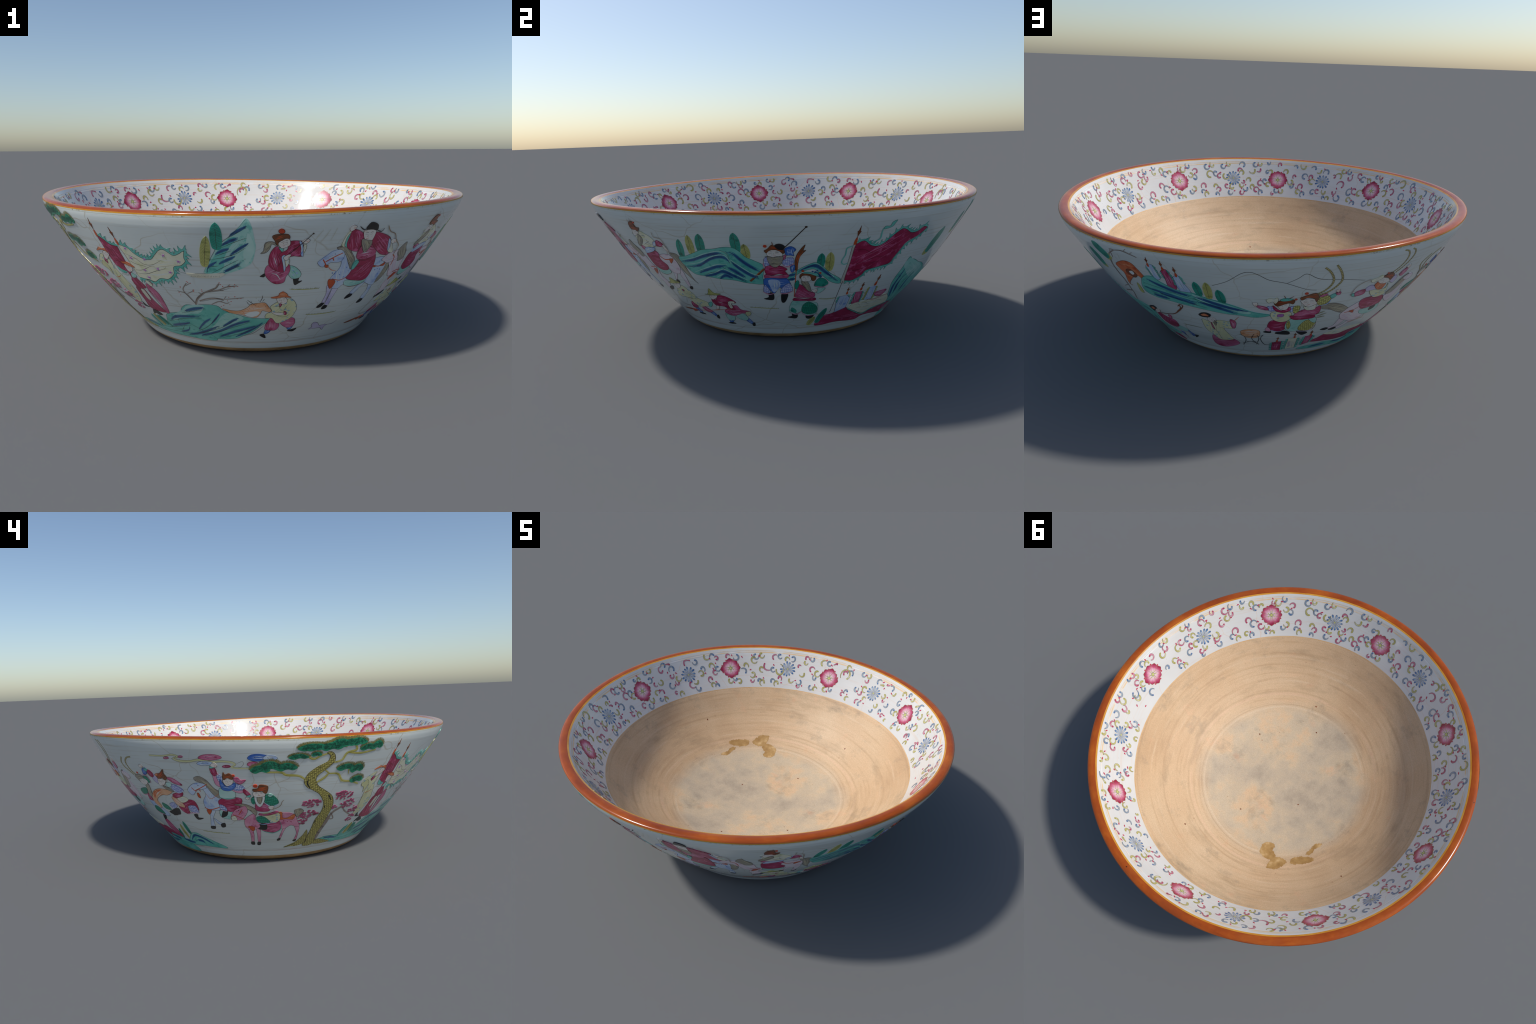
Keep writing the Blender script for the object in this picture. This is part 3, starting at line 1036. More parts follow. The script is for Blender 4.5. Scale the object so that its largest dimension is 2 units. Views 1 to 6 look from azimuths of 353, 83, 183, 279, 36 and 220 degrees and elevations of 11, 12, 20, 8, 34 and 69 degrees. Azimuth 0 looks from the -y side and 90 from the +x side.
    scroll_leaves("scroll_blue", [(-44.2, 475, -33, -6, -26, 13), (-50.1, 481, -14, 15, -27, 0), (-50.4, 574, -9, 25, -22, 10), (-53.6, 643, 9, -20, 25, -11), (-62.1, 619, 0, 25, 26, 16), (-56.7, 476, -22, 3, -19, -17), (-60.9, 556, -39, 11, -36, -12), (-63.8, 475, -4, -19, 20, -21), (-70.1, 629, 22, 0, 34, -14), (-71.6, 452, -6, 15, 14, 11)])
    scroll_leaves("scroll_yellow", [(-44.9, 494, 3, -22, 28, -13), (-49.1, 448, 15, 19, 30, 7), (-48.9, 556, 32, 6, 34, -22), (-52.4, 625, -28, 3, -18, 18), (-55.8, 628, 44, -13, 16, -27), (-55.0, 506, -29, 12, -24, -12), (-57.3, 445, 9, 21, 34, 15), (-64.0, 538, -38, 6, -15, 18), (-65.1, 578, 6, 28, 26, 18), (-66.9, 475, -30, 1, -20, 21), (-69.5, 586, 9, 16, 20, 5), (-73.5, 464, 10, 0, 17, -8), (-70.8, 537, 25, -20, 36, -2)])
    scroll_leaves("scroll_rose", [(-50.3, 598, 17, 8, 24, 4), (-52.4, 577, 35, -2, 34, -23), (-55.3, 493, 13, 20, 36, 10), (-60.9, 532, -6, -24, 18, -20), (-64.8, 615, -34, -8, -23, -19), (-67.8, 494, -3, -24, 28, -15), (-70.3, 579, 13, -3, 25, -10), (-71.4, 502, 6, -8, 20, -4), (-75.0, 555, -3, 9, -19, 14)])
    scroll_leaves("scroll_blue", [(-74.1, 533, 37, 8, 33, -19), (-78.9, 625, -34, -15, -14, -31), (-81.8, 643, 8, -16, 28, -5), (-79.3, 482, -1, 24, 24, 15), (-82.5, 547, -5, 30, 22, 28), (-90.4, 468, -31, -15, -28, 6), (-87.9, 616, -14, -2, -12, 7), (-93.3, 572, 24, 13, 5, 25), (-96.2, 468, -18, -8, -19, 7), (-94.0, 625, -18, -4, -23, 15), (-101.0, 631, 4, 9, 29, -6), (-104.2, 514, -32, -11, -36, 16), (-103.8, 590, 19, 26, 39, 6)])
    scroll_leaves("scroll_rose", [(-76.3, 609, -16, 11, 7, 27), (-80.2, 617, 0, -21, 24, -12), (-79.5, 477, -21, -13, -10, -19), (-81.6, 564, -38, -8, -17, -20), (-87.1, 479, -29, -4, -20, -17), (-96.4, 543, -17, 1, -21, 17), (-95.8, 499, 21, 12, 38, 0), (-100.8, 630, -22, -20, 7, -27), (-103.0, 635, 14, -1, 29, -4), (-104.1, 474, -15, 1, -8, -11), (-105.1, 533, 1, -19, 20, -18), (-104.9, 574, -18, -20, -26, -5)])
    scroll_leaves("scroll_yellow", [(-79.3, 638, 7, -20, 34, -7), (-80.4, 440, 6, 21, 31, 17), (-84.8, 550, -31, -11, -12, -22), (-90.2, 500, 6, -26, 31, -15), (-88.7, 603, 12, 17, 24, 11), (-97.2, 556, 19, -19, 31, 7), (-95.8, 512, -14, 7, -28, -14), (-97.5, 443, -6, 16, 18, 19), (-94.2, 637, 12, -16, 32, -2), (-105.2, 446, 3, 19, 28, 13), (-108.0, 542, -29, -11, -36, 10)])
    scroll_leaves("scroll_rose", [(-113.1, 477, -32, 7, -30, 30), (-113.1, 623, -23, 4, -40, -6), (-120.7, 482, -11, 19, 18, 19), (-124.4, 530, -26, 1, -14, 20), (-124.3, 618, 19, -12, 8, -16), (-140.9, 479, -10, -14, -25, -9), (-130.8, 622, -16, 6, -30, -3)])
    scroll_leaves("scroll_blue", [(-113.5, 476, 13, -26, 31, -20), (-118.8, 549, 3, 21, -19, 24), (-114.6, 612, 29, -8, 20, 14), (-122.6, 453, 10, 14, 27, 9), (-125.9, 548, -28, 1, -7, 20), (-122.2, 621, 6, 11, 22, 21), (-131.4, 491, 11, -13, 24, -9), (-135.3, 540, 22, 1, 36, -15), (-143.0, 619, -33, 3, -14, 13), (-132.2, 609, 35, -5, 33, 16)])
    scroll_leaves("scroll_yellow", [(-113.0, 496, 17, -6, 30, -3), (-116.2, 548, 27, -20, 4, -22), (-122.7, 467, -15, 10, -29, -6), (-123.5, 561, -8, 22, -36, 15), (-122.2, 621, -28, -6, -42, 11), (-131.1, 478, -20, -12, -32, 7), (-133.2, 479, 25, -6, 10, -22), (-139.2, 499, 30, 4, 15, 24), (-138.4, 549, -9, 21, -31, 14), (-142.3, 583, -34, -1, -19, 30)])
    scroll_leaves("scroll_yellow", [(-179.9, 562, 48, -7, 22, -14), (-175.1, 470, -22, -5, -24, 16), (-171.8, 631, -23, -5, -32, -25), (-170.4, 546, -31, -7, -23, 23), (-170.6, 465, -19, 8, -29, -8), (-161.3, 527, 25, -8, 37, 3), (-159.0, 486, -18, -11, -35, 0), (-164.3, 599, -15, -9, -28, 3), (-156.2, 603, -15, 13, -32, -2), (-152.4, 572, -30, -12, -15, -1), (-144.9, 523, -20, 7, -2, 30), (-150.6, 446, 1, 25, 23, 18), (-144.3, 445, -11, 18, 22, 13), (-145.4, 620, -31, -4, -17, 16)])
    scroll_leaves("scroll_blue", [(-176.0, 489, 4, -15, 22, -11), (-174.3, 618, -28, 6, -18, 19), (-167.9, 536, -1, -21, 18, -17), (-168.6, 469, -19, -15, -29, 5), (-160.4, 479, 25, -8, 33, 14), (-165.2, 636, 20, -20, 27, -6), (-157.1, 596, 22, 10, 4, 30), (-150.2, 533, -25, 2, -13, 21), (-152.9, 613, -21, -4, -6, 18), (-150.5, 470, -17, 14, -31, 1), (-144.4, 469, -13, 13, -28, 7)])
    scroll_leaves("scroll_rose", [(-175.2, 620, 5, 2, 24, 14), (-167.7, 571, -26, 8, -35, -14), (-162.2, 461, -11, -8, -23, -4), (-164.5, 620, -14, 15, -28, 3), (-161.5, 576, -12, 4, -22, -4), (-148.2, 539, -35, 2, -50, 19), (-150.7, 623, -21, -2, -31, -18), (-153.2, 480, -7, 22, -21, 16)])
    scroll_leaves("scroll_yellow", [(147.3, 516, -30, 1, -22, -12), (148.6, 627, -20, 12, -28, -6), (151.0, 466, -10, -4, -10, -11), (159.0, 560, 24, -5, 21, 15), (154.9, 595, 13, -2, 23, 1), (160.4, 498, 24, -6, 25, 9), (162.1, 607, 14, 3, 28, 6), (165.6, 505, -18, 1, -21, -9), (167.0, 536, -26, 20, -6, 29), (169.1, 630, 23, -14, 27, 6), (173.6, 472, -17, -1, -23, -17), (177.0, 631, -13, 9, -30, -1)])
    scroll_leaves("scroll_blue", [(149.6, 509, -21, 14, -6, 27), (149.3, 588, -15, -9, 9, -20), (156.2, 474, -6, 14, 7, 17), (155.7, 521, 20, -1, 27, 14), (157.2, 626, 23, 4, 33, -11), (161.4, 461, 17, -6, 26, 4), (162.0, 628, -20, 2, -30, -19), (167.0, 477, -13, -6, -13, -22), (170.8, 543, -24, -3, -10, 5), (169.8, 628, -27, -1, -12, 10), (176.4, 486, 2, 16, 17, 22), (177.8, 596, 27, 19, 43, 6)])
    scroll_leaves("scroll_rose", [(153.6, 476, -17, -7, -7, -15), (156.6, 542, -7, -8, -17, -6), (157.6, 629, -13, -4, -24, -6), (168.5, 482, -17, -6, -23, -14), (170.3, 515, 23, -2, 29, 9), (169.3, 597, 21, -9, 28, 2), (176.2, 483, -23, -2, -20, -15), (177.8, 593, -22, 8, -29, -7)])
    scroll_leaves("scroll_blue", [(126.2, 611, -3, 21, -26, 6), (127.2, 489, -17, -17, 9, -20), (139.7, 593, 19, 13, 24, -5), (138.0, 532, 26, -1, 19, 13), (135.5, 479, 2, 14, 21, 17), (137.8, 645, -18, -2, -32, -11), (146.2, 642, -19, 4, -11, -10), (144.6, 492, -7, -19, 5, -11)])
    scroll_leaves("scroll_yellow", [(124.7, 576, -32, 4, -2, 25), (124.5, 500, -11, -13, 11, -15), (131.9, 629, 16, 8, 17, 15), (131.9, 629, 1, -28, -25, -21), (133.2, 644, -9, -10, -21, -3), (137.3, 595, 32, 0, 25, 21), (135.6, 538, 32, 11, 33, -10), (137.1, 514, -7, -10, -24, -7), (133.9, 444, -1, 14, 21, 18), (139.8, 634, -14, -9, -24, -18), (145.5, 630, 22, -1, 26, 12), (142.8, 487, 10, -19, 26, -14), (145.8, 468, -5, -13, 9, -16)])
    scroll_leaves("scroll_rose", [(127.1, 586, -25, -19, -7, -23), (126.2, 495, -17, 15, 1, 20), (134.9, 472, -15, -7, -8, -7)])
    scroll_leaves("scroll_rose", [(103.1, 636, 24, -12, 28, 0), (101.9, 584, -26, 11, -26, -11), (111.3, 636, -26, -9, -30, 7), (112.5, 591, -26, -21, -18, 5), (119.5, 600, -13, 22, -32, 8), (116.5, 515, -12, -16, -28, -7)])
    scroll_leaves("scroll_yellow", [(102.1, 609, 19, -7, 19, 11), (101.1, 544, -17, 23, 2, 29), (106.6, 558, -12, -29, 18, -27), (111.6, 622, -9, -29, 25, -23), (113.9, 560, 1, -12, 16, -16), (120.3, 573, 14, 24, 31, 7), (118.6, 545, 16, -21, 23, -3), (116.1, 471, -12, -16, -24, -1), (123.7, 645, -19, -8, -28, 3), (120.3, 447, -16, 17, -20, 5)])
    scroll_leaves("scroll_blue", [(103.6, 635, -14, -6, -18, 4), (102.5, 550, -10, -21, 7, -21), (105.0, 566, -39, 4, -22, 17), (99.7, 488, -34, 9, -39, -12), (110.7, 646, 0, -19, 25, -9), (117.8, 607, 27, 19, 9, 19), (116.7, 498, 8, -24, 29, 0), (123.2, 647, 17, -12, 33, -6)])
    buds([(68.6, 607), (59.8, 621), (63.4, 594), (59.3, 578), (55.9, 635), (51.3, 599), (48.5, 612), (43.0, 638), (39.6, 621), (36.2, 584), (52.9, 476), (59.0, 479), (44.8, 470), (47.4, 483), (37.5, 483), (32.3, 480), (29.1, 621), (65.2, 502), (68.1, 477), (73.1, 467), (49.2, 524), (68.4, 610), (76.5, 628), (76.5, 586), (82.3, 582), (86.1, 626), (87.6, 588), (95.0, 631), (84.4, 515), (83.3, 476), (77.7, 512), (29.2, 621), (21.9, 621), (24.7, 582), (7.0, 539), (8.2, 625), (13.9, 504), (15.8, 483), (14.7, 463), (19.2, 469)])
    buds([(7.8, 475), (5.2, 510), (-1.4, 464), (-7.9, 519), (21.4, 484), (-9.1, 496), (-14.1, 551), (-11.8, 482), (-20.3, 629), (-29.8, 623), (-32.9, 617), (-27.6, 523), (-26.9, 477), (-34.3, 541), (-36.7, 596), (-39.9, 612), (-36.8, 506), (-36.2, 472), (-40.5, 528), (-51.3, 569), (-52.9, 623), (-50.8, 473), (-55.1, 518), (-57.3, 474), (-59.3, 597), (-60.9, 546), (-63.8, 483), (-65.2, 616), (-71.8, 593), (-73.2, 471), (-73.7, 504), (-74.3, 546), (-76.0, 604), (-79.6, 617), (-80.9, 476), (-78.0, 485), (-81.4, 577), (-82.2, 546), (-91.2, 465), (-89.3, 632)])
    buds([(-96.2, 516), (-97.6, 473), (-94.1, 624), (-95.7, 591), (-102.8, 589), (-106.4, 574), (-104.3, 511), (-131.6, 466), (-141.8, 494), (-139.3, 535), (-143.2, 614), (-140.1, 617), (-135.9, 609), (-131.6, 622), (-123.3, 480), (-122.9, 556), (-124.3, 585), (-122.2, 615), (-119.1, 538), (-113.5, 625), (-174.6, 615), (-172.0, 636), (-175.4, 465), (-167.0, 540), (-169.2, 484), (-159.8, 489), (-164.9, 620), (-155.9, 627), (-153.4, 467), (-149.6, 565), (-145.2, 488), (-143.2, 615), (-163.2, 465), (156.1, 566), (152.9, 478), (157.4, 636), (155.3, 595), (159.6, 599), (161.1, 627), (156.0, 469)])
    buds([(167.3, 484), (165.5, 477), (169.6, 556), (170.8, 522), (169.6, 621), (174.8, 485), (177.8, 498), (175.6, 625), (178.2, 610), (125.1, 617), (127.3, 596), (130.5, 622), (133.1, 632), (126.0, 488), (128.3, 502), (136.8, 586), (135.6, 558), (136.0, 519), (133.2, 478), (138.2, 620), (145.7, 628), (147.8, 622), (146.1, 475), (149.7, 599), (103.4, 629), (104.4, 569), (103.1, 556), (108.1, 560), (111.2, 628), (118.9, 606), (116.0, 518), (115.1, 466), (109.3, 520), (107.1, 477), (123.5, 632)])


def extras():
    border_lines()
    stain([-176, 412, -171, 374, -196, 350, -230, 348, -239, 379, -271, 391, -270, 428, -238, 443, -193, 438])
    stain([-271, 460, -267, 414, -319, 381, -348, 390, -343, 420, -326, 463, -281, 482])
    stain([-356, 365, -371, 325, -419, 288, -452, 276, -455, 302, -409, 353, -372, 377])
    stain([-402, 238, -409, 195, -436, 170, -439, 191, -424, 216, -423, 270, -402, 277])
    specks([(301, -144), (30, -374), (131, -495), (-172, 58), (74, 301), (-636, 278), (227, 591)])


make_glazes()
make_enamels()
flower_glazes()
build_bowl()
paint_band()
extras()

# ------------------------------------------------------------------ the painted scene, figure by figure

figure("cliff", -12.1, 540)
fill("rock", "pale_teal", [-107, -103, -82, -64, -57, -24, -30, 14, 5, 42, 38, 77, 63, 107, 79, 77, 88, 28, 91, -5, 78, -58, 51, -80, 18, -94, -30, -109, -78, -111], ink=0)
fill("rock_wash", "teal", [-100, -103, -72, -59, -48, -24, -23, 10, 8, 37, 28, 37, 0, -4, -22, -48, -26, -78, -57, -104], ink=0)
fill("rock_wash", "green_wash", [67, 55, 84, 18, 86, -19, 59, -68, 48, -28, 59, 19], ink=0)
line("navy", 8, [7, 46, 29, 60, 62, 78])
line("navy", 8, [-25, 9, 3, 24, 34, 35])
line("navy", 8, [-49, -25, -26, -13, 0, -5])
line("navy", 8, [-93, -99, -82, -77, -50, -59])
line("navy", 8, [-42, -64, -13, -50, 18, -37])
line("navy", 8, [-33, -100, 1, -83, 38, -63])
line("navy", 8, [2, -28, 42, 0, 66, 14])
line("ink", 1.3, [-107, -103, -82, -64, -57, -24, -30, 14, 5, 42, 38, 77, 63, 107])
line("ink", 1.3, [1, 37, 45, 64])
line("ink", 1.3, [-24, 0, 27, 24, 63, 37])
line("ink", 1.3, [-50, -34, 8, -11])
line("ink", 1.3, [-74, -49, -20, -38, 23, -23, 58, 0])
line("ink", 1.3, [-85, -79, -43, -73])
line("ink", 1.3, [-76, -105, -26, -78, 30, -48])
line("ink", 1.3, [-19, -93, 37, -73])
grass([-9, -91, 52, -48], 'ink')
plume([-98, -75, -70, 44], 36, 'olive')
plume([-41, -5, -34, 94], 40, 'green')
line("ink", 1.2, [-206, -105, -180, -110, -125, -109, -67, -106, -29, -101])
fill("mist", "buff_wash", [-179, -109, -125, -110, -29, -104, -51, -123, -90, -127, -130, -127, -163, -122], ink=0)
grass([-164, -125, -51, -121], 'ink')

figure("banner", -31.4, 467)
line("pole_grey", 5, [-117, 63, -110, 6, -104, -49, -103, -79])
fill("banner_cloth", "cream", [-114, 62, -79, 53, -59, 30, -35, 14, -2, 12, 26, 33, 49, 52, 70, 58, 89, 47, 103, 36, 123, 44, 140, 55, 150, 53, 141, 30, 142, 10, 121, -6, 90, -13, 78, -46, 47, -70, 10, -71, -25, -89, -57, -82, -99, -79, -104, -49, -108, 9])
flames([-110, 67, -76, 57, -57, 34, -33, 19, 0, 15, 28, 37, 50, 56, 72, 63, 90, 51, 104, 40, 125, 48, 141, 58, 154, 57], 11, 'teal', side=1)
flames([154, 57, 145, 31, 145, 11, 121, -9, 92, -16, 81, -47, 45, -74, 8, -75, -28, -94, -61, -88, -100, -82], 11, 'teal', side=1)
line("ink", 1.3, [-113, 28, -70, 12, -39, -12, 0, -11, 49, 13])
line("ink", 1.3, [-97, -44, -61, -40, -9, -18, 7, -18])
line("ink", 1.3, [-103, -57, -53, -57, 9, -36, 46, -25, 54, -14])
line("ink", 1.3, [-104, -4, -76, -16, -33, -22])
sprigs([-89, 49, -87, 9, -24, 10, 65, 33, 115, 11, -49, -40, 16, -28, 65, -39, -48, -72], 'lilac_pink')
spear([-113, 63, -116, 133])

figure("banner", -43.1, 487)
line("pole_grey", 4, [-28, 66, -20, 3, -25, -84])
fill("banner_cloth", "crimson", [-19, 67, 5, 55, 24, 38, 56, 32, 55, 7, 52, -35, 28, -79, -5, -71, -23, -54, -25, -3, -23, 39])
flames([-14, 75, 9, 59, 28, 43, 63, 37], 10, 'teal', side=1)
fill("banner_hem", "teal", [-20, -59, 1, -72, 24, -80, 9, -90, -16, -83])
line("ink", 1.2, [-25, 28, 7, 17, 47, 1])
line("ink", 1.2, [-22, -8, 21, -15, 40, -42])
line("ink", 1.2, [-16, -34, 17, -37, 33, -65])
spear([-22, 66, -14, 141])

figure("standard_bearer", -46.9, 369)
fill("robe", "cream_sprig", [-37, 94, -7, 104, -26, 66, 13, 85, 12, 53, 24, 21, 33, -6, 46, -38, 42, -82, 20, -121, -11, -121, -16, -81, -20, -33, -26, 7, -23, 41, -65, 42, -66, 64])
line("ink", 1.2, [12, 53, -20, -33, -2, -84, 1, -118])
line("orange", 3, [-22, -1, -6, -1, 19, 10])
fill("sleeve", "olive_pale", [-44, 68, -25, 46, -37, 5, -45, 29, -67, 45])
fill("cuff", "crimson", [-16, 85, -5, 74, -16, 59, -22, 69])
fill("face", "skin", [6, 117, 36, 120, 33, 105, 1, 81, -9, 90])
fill("hat", "orange", [-31, 116, -5, 133, 11, 130, 32, 131, 35, 110, 26, 120, 5, 124])
hatspike([1, 131, -5, 137])
fill("boot", "black", [26, -120, 35, -134, 51, -143, 19, -140])

figure("standard_bearer", -39.5, 311)
fill("skirt", "crimson", [-40, 18, -19, 21, 3, 16, 9, -23, 21, -58, 39, -88, 54, -95, 15, -100, -32, -95, -52, -79, -46, -46])
fill("sash", "crimson_pink", [32, 48, 47, 41, 68, 8, 68, -38, 56, -93, 38, -98, 32, -44, 23, 4])
fill("apron_strip", "buff_wash", [-18, 14, -1, 15, 3, -18, -6, -41, -19, -28])
fill("jacket", "crimson", [-23, 108, -3, 90, 2, 71, 22, 34, 10, 23, -28, 22, -33, 54, -23, 72])
fill("collar", "pale_teal", [-9, 94, 11, 83, -4, 71, -18, 73])
fill("face", "skin", [-17, 131, 10, 127, 9, 108, -13, 97, -21, 111])
fill("hat", "orange", [-30, 140, -11, 144, 10, 140, 28, 123, 3, 126, -13, 132])
fill("cuff", "cream", [42, 68, 58, 62, 64, 47, 53, 40, 43, 52])
line("crimson", 3, [51, 73, 64, 64, 67, 49])
line("ink", 1.2, [27, -7, 34, -50, 41, -94])
line("white_wash", 3, [24, 10, 37, -36, 37, -82])
fill("boot", "black", [-40, -93, -20, -98, -2, -116, -27, -122, -38, -113, -58, -120])

figure("rock_bank", -21.0, 192)
fill("rock", "teal", [-436, -68, -315, -69, -250, -55, -220, -16, -198, 13, -152, 29, -120, 38, -102, 62, -74, 83, -45, 84, -2, 92, 41, 89, 63, 65, 104, 47, 155, 28, 194, 24, 233, 17, 195, -22, 159, -59, 115, -83, 83, -99, -9, -108, -100, -98, -179, -103, -270, -108, -367, -110], ink=1.2)
fill("rock_wash", "pale_teal", [-101, 54, -71, 79, -8, 86, -36, 43, -92, 29, -178, -21, -171, 9], ink=0)
fill("rock_wash", "pale_teal", [69, 52, 130, 31, 99, -1, 16, -50, -38, -72, 19, -6], ink=0)
line("navy", 9, [-101, 46, -52, 64, -7, 75])
line("navy", 9, [-198, -19, -170, 0, -133, 12, -37, 26])
line("navy", 9, [-231, -60, -107, -23])
line("navy", 9, [-83, -59, -35, -11, 0, 15])
line("navy", 9, [-3, -11, 26, 23, 43, 47])
line("navy", 9, [-156, -100, -77, -77, 23, -27])
line("navy", 9, [-86, -95, 13, -58, 98, -8, 155, 11])
line("navy", 9, [39, -26, 91, 13, 111, 22])
line("navy", 9, [2, -94, 91, -53, 180, -18])
line("navy", 9, [85, -86, 155, -44, 204, -2])
line("ink", 1.4, [-113, 36, -10, 66])
line("ink", 1.4, [-220, -31, -115, 4, -35, 16])
line("ink", 1.4, [-254, -75, -108, -35])
line("ink", 1.4, [-100, -74, -27, -32, 45, 44])
line("ink", 1.4, [-169, -108, 20, -39, 96, 17])
line("ink", 1.4, [-67, -97, 96, -22, 161, 7])
line("ink", 1.4, [5, -101, 122, -60, 195, -14])
line("ink", 1.4, [-232, -84, -155, -68])
line("ink", 1.4, [108, -81, 170, -59, 233, 12])
plume([-318, -80, -309, -11], 16, 'teal')
plume([-280, -65, -286, -2], 16, 'olive')
plume([-255, -62, -267, -7], 18, 'green')

figure("bare_tree", -20.3, 327)
line("bark_grey", 9, [-50, -47, -31, -14, 5, 18], taper=0.2)
line("bark_grey", 6, [5, 18, 31, 31, 51, 41, 59, 52, 67, 62], taper=0.2)
line("bark_grey", 5, [11, 21, 62, 33, 91, 47, 129, 53], taper=0.2)
line("bark_grey", 6, [-27, -26, 6, -13, 36, -8, 68, -12], taper=0.2)
line("bark_grey", 3.5, [68, -12, 91, -10, 119, -7, 149, -3], taper=0.2)
line("bark_grey", 5, [-49, -39, -59, -18, -65, -5], taper=0.2)
line("bark_grey", 4, [-65, -5, -76, 17, -73, 32, -52, 58], taper=0.2)
line("bark_grey", 3.5, [-59, -17, -70, 6, -97, 15], taper=0.2)
line("bark_grey", 4, [19, -40, 52, -24, 79, -32, 91, -27], taper=0.2)
line("bark_grey", 3, [-65, 7, -41, 20, -36, 29], taper=0.2)
line("bark_grey", 2.5, [-59, 45, -36, 60], taper=0.2)
line("bark_grey", 2.5, [-98, 12, -101, 20], taper=0.2)
line("bark_grey", 3, [-7, 9, -19, 16], taper=0.2)
line("bark_grey", 2.5, [91, 47, 105, 59], taper=0.2)
line("bark_grey", 2.5, [73, -11, 84, 4], taper=0.2)
line("bark_grey", 2.5, [63, 35, 71, 30, 80, 33], taper=0.2)
line("bark_grey", 2.5, [52, -24, 72, -17], taper=0.2)
line("ink", 1.2, [-52, -47, -33, -14, 4, 19])
line("ink", 1.2, [4, 15, 50, 38, 68, 61])
line("ink", 1.2, [-28, -30, 35, -12, 72, -15])
line("ink", 1.2, [-51, -38, -66, -7, -78, 16])
line("ink", 1.2, [13, 19, 62, 29, 107, 44])
dots("red_dot", 1.5, [-83, 39, -99, 9, -97, -3, -50, 65, -37, 58, -34, 27, -3, 30, -3, 23, 68, 66, 71, 58, 78, 50, 104, 51, 121, 59, 131, 51, 116, 2, 124, -8, 93, -1, 92, -38, 99, -22, 67, -42, -84, 35, -46, 62, -36, 21, 138, -6, 85, -19, 56, -48, 118, 48])

figure("deer", -6.9, 265)
fill("body", "deer_orange", [-123, 2, -84, -7, -56, -6, -27, 10, -13, 26, 14, 32, 38, 33, 52, 14, 65, -9, 55, -16, 30, -7, 22, -26, 0, -44, -58, -26, -87, -27, -108, -11])
fill("belly", "white_wash", [-38, -26, 0, -10, 19, -16, 10, -33, -15, -40], ink=0)
dots("orange", 1.6, [-57, -14, -47, -10, -37, -6, -27, 0, -18, 6, -9, 13, 5, 19, 14, 15, -42, -16, -23, -6, -4, 3])
line("ink", 2, [5, 20, -11, 34, -25, 48])
line("ink", 1.6, [-9, 24, -20, 26, -28, 41])
line("ink", 1.6, [-11, 34, -12, 45])
line("ink", 2, [20, 37, 28, 57, 27, 69])
line("ink", 1.6, [18, 40, 14, 49])
line("ink", 1.6, [29, 40, 37, 53])
dots("black", 2, [42, 16])

figure("deer_keeper", 1.1, 241)
fill("leg", "blue", [-61, -117, -54, -91, -29, -90, -41, -114])
fill("leg", "blue", [38, -79, 65, -65, 62, -92, 50, -99])
fill("trousers", "crimson_pink", [-59, -88, -55, -54, -36, -25, -8, -46, 2, -72, -10, -96, -38, -97])
fill("trousers", "crimson_pink", [4, -53, 35, -31, 58, -32, 69, -57, 63, -78, 37, -84])
fill("robe", "cream_sprig", [-21, 59, -45, 36, -38, 15, -59, -3, -60, -23, -35, -25, -12, -54, 13, -49, 40, -31, 51, -11, 56, 20, 44, 53, 25, 72, 10, 68, -3, 51])
fill("sleeve", "skin", [-41, 9, -19, 5, 12, -1, 11, -9, -18, -9])
fill("cuff", "crimson", [9, 11, 20, 4, 21, -10, 12, -8])
line("ink", 1.3, [15, 37, 9, 18, -2, 13])
line("ink", 1.3, [-18, -9, 3, -20, 23, -18, 35, -6])
line("ink", 1.3, [-36, 35, -14, 38, -7, 20])
fill("face", "skin", [-24, 81, 4, 80, 13, 58, -2, 46, -20, 57])
fill("collar", "crimson", [-14, 51, -4, 48, -9, 32])
line("ink", 1, [-16, 68, -9, 69])
line("ink", 1, [-14, 57, -6, 58])
fill("hat", "orange", [-47, 82, -22, 90, -19, 102, -6, 107, 8, 97, 12, 87, 25, 78, -2, 82, -27, 78])
hatspike([-10, 105, -8, 113])
line("orange_deep", 2, [-28, 85, 10, 86])
fill("shoe", "black", [-80, -124, -61, -119, -51, -142, -64, -139])
fill("shoe", "black", [47, -104, 63, -99, 87, -94, 74, -110])

figure("hound", 17.7, 148)
fill("body", "lilac", [-50, 6, -46, 23, -27, 17, -9, -2, 12, -1, 31, -6, 22, -16, 24, -35, 3, -19, -22, -18, -54, -17, -42, -8])
line("lilac_dark", 2, [30, -5, 58, -4, 71, 13])
line("ink", 1, [-49, 19, -26, 16])
line("ink", 1, [-55, -16, -38, -4])

figure("grass_tuft", 6.1, 353)
grass([-54, 4, -5, 1, 58, -1], 'olive_dark', ground=True)

figure("grass_tuft", 14.2, 221)
grass([-61, 0, 2, -4, 73, -4], 'olive_dark', ground=True)

figure("kneeling_soldier", -0.4, 488)
fill("plume_tail", "hair_grey", [-48, 74, -66, 69, -70, 51, -72, 38, -81, 27, -63, 31, -51, 46, -45, 63, -30, 57, -35, 68])
fill("boot", "black", [-82, -67, -64, -54, -65, -69, -77, -69])
fill("boot", "black", [45, -73, 67, -75, 68, -93, 83, -93, 70, -104, 55, -109])
fill("trousers", "pale_teal", [20, -28, 43, -30, 71, -57, 69, -78, 42, -81, 23, -59])
dots("pale_blue", 4, [40, -45, 56, -58, 44, -65])
fill("lower_robe", "crimson_pink", [-50, -18, -64, -37, -61, -64, -41, -90, -17, -102, 11, -95, 16, -72, 27, -51, 25, -26, 9, -10, -15, -24])
fill("robe", "crimson", [-49, 27, -30, 55, -15, 42, -6, 13, 6, -30, 5, -51, -22, -45, -51, -19])
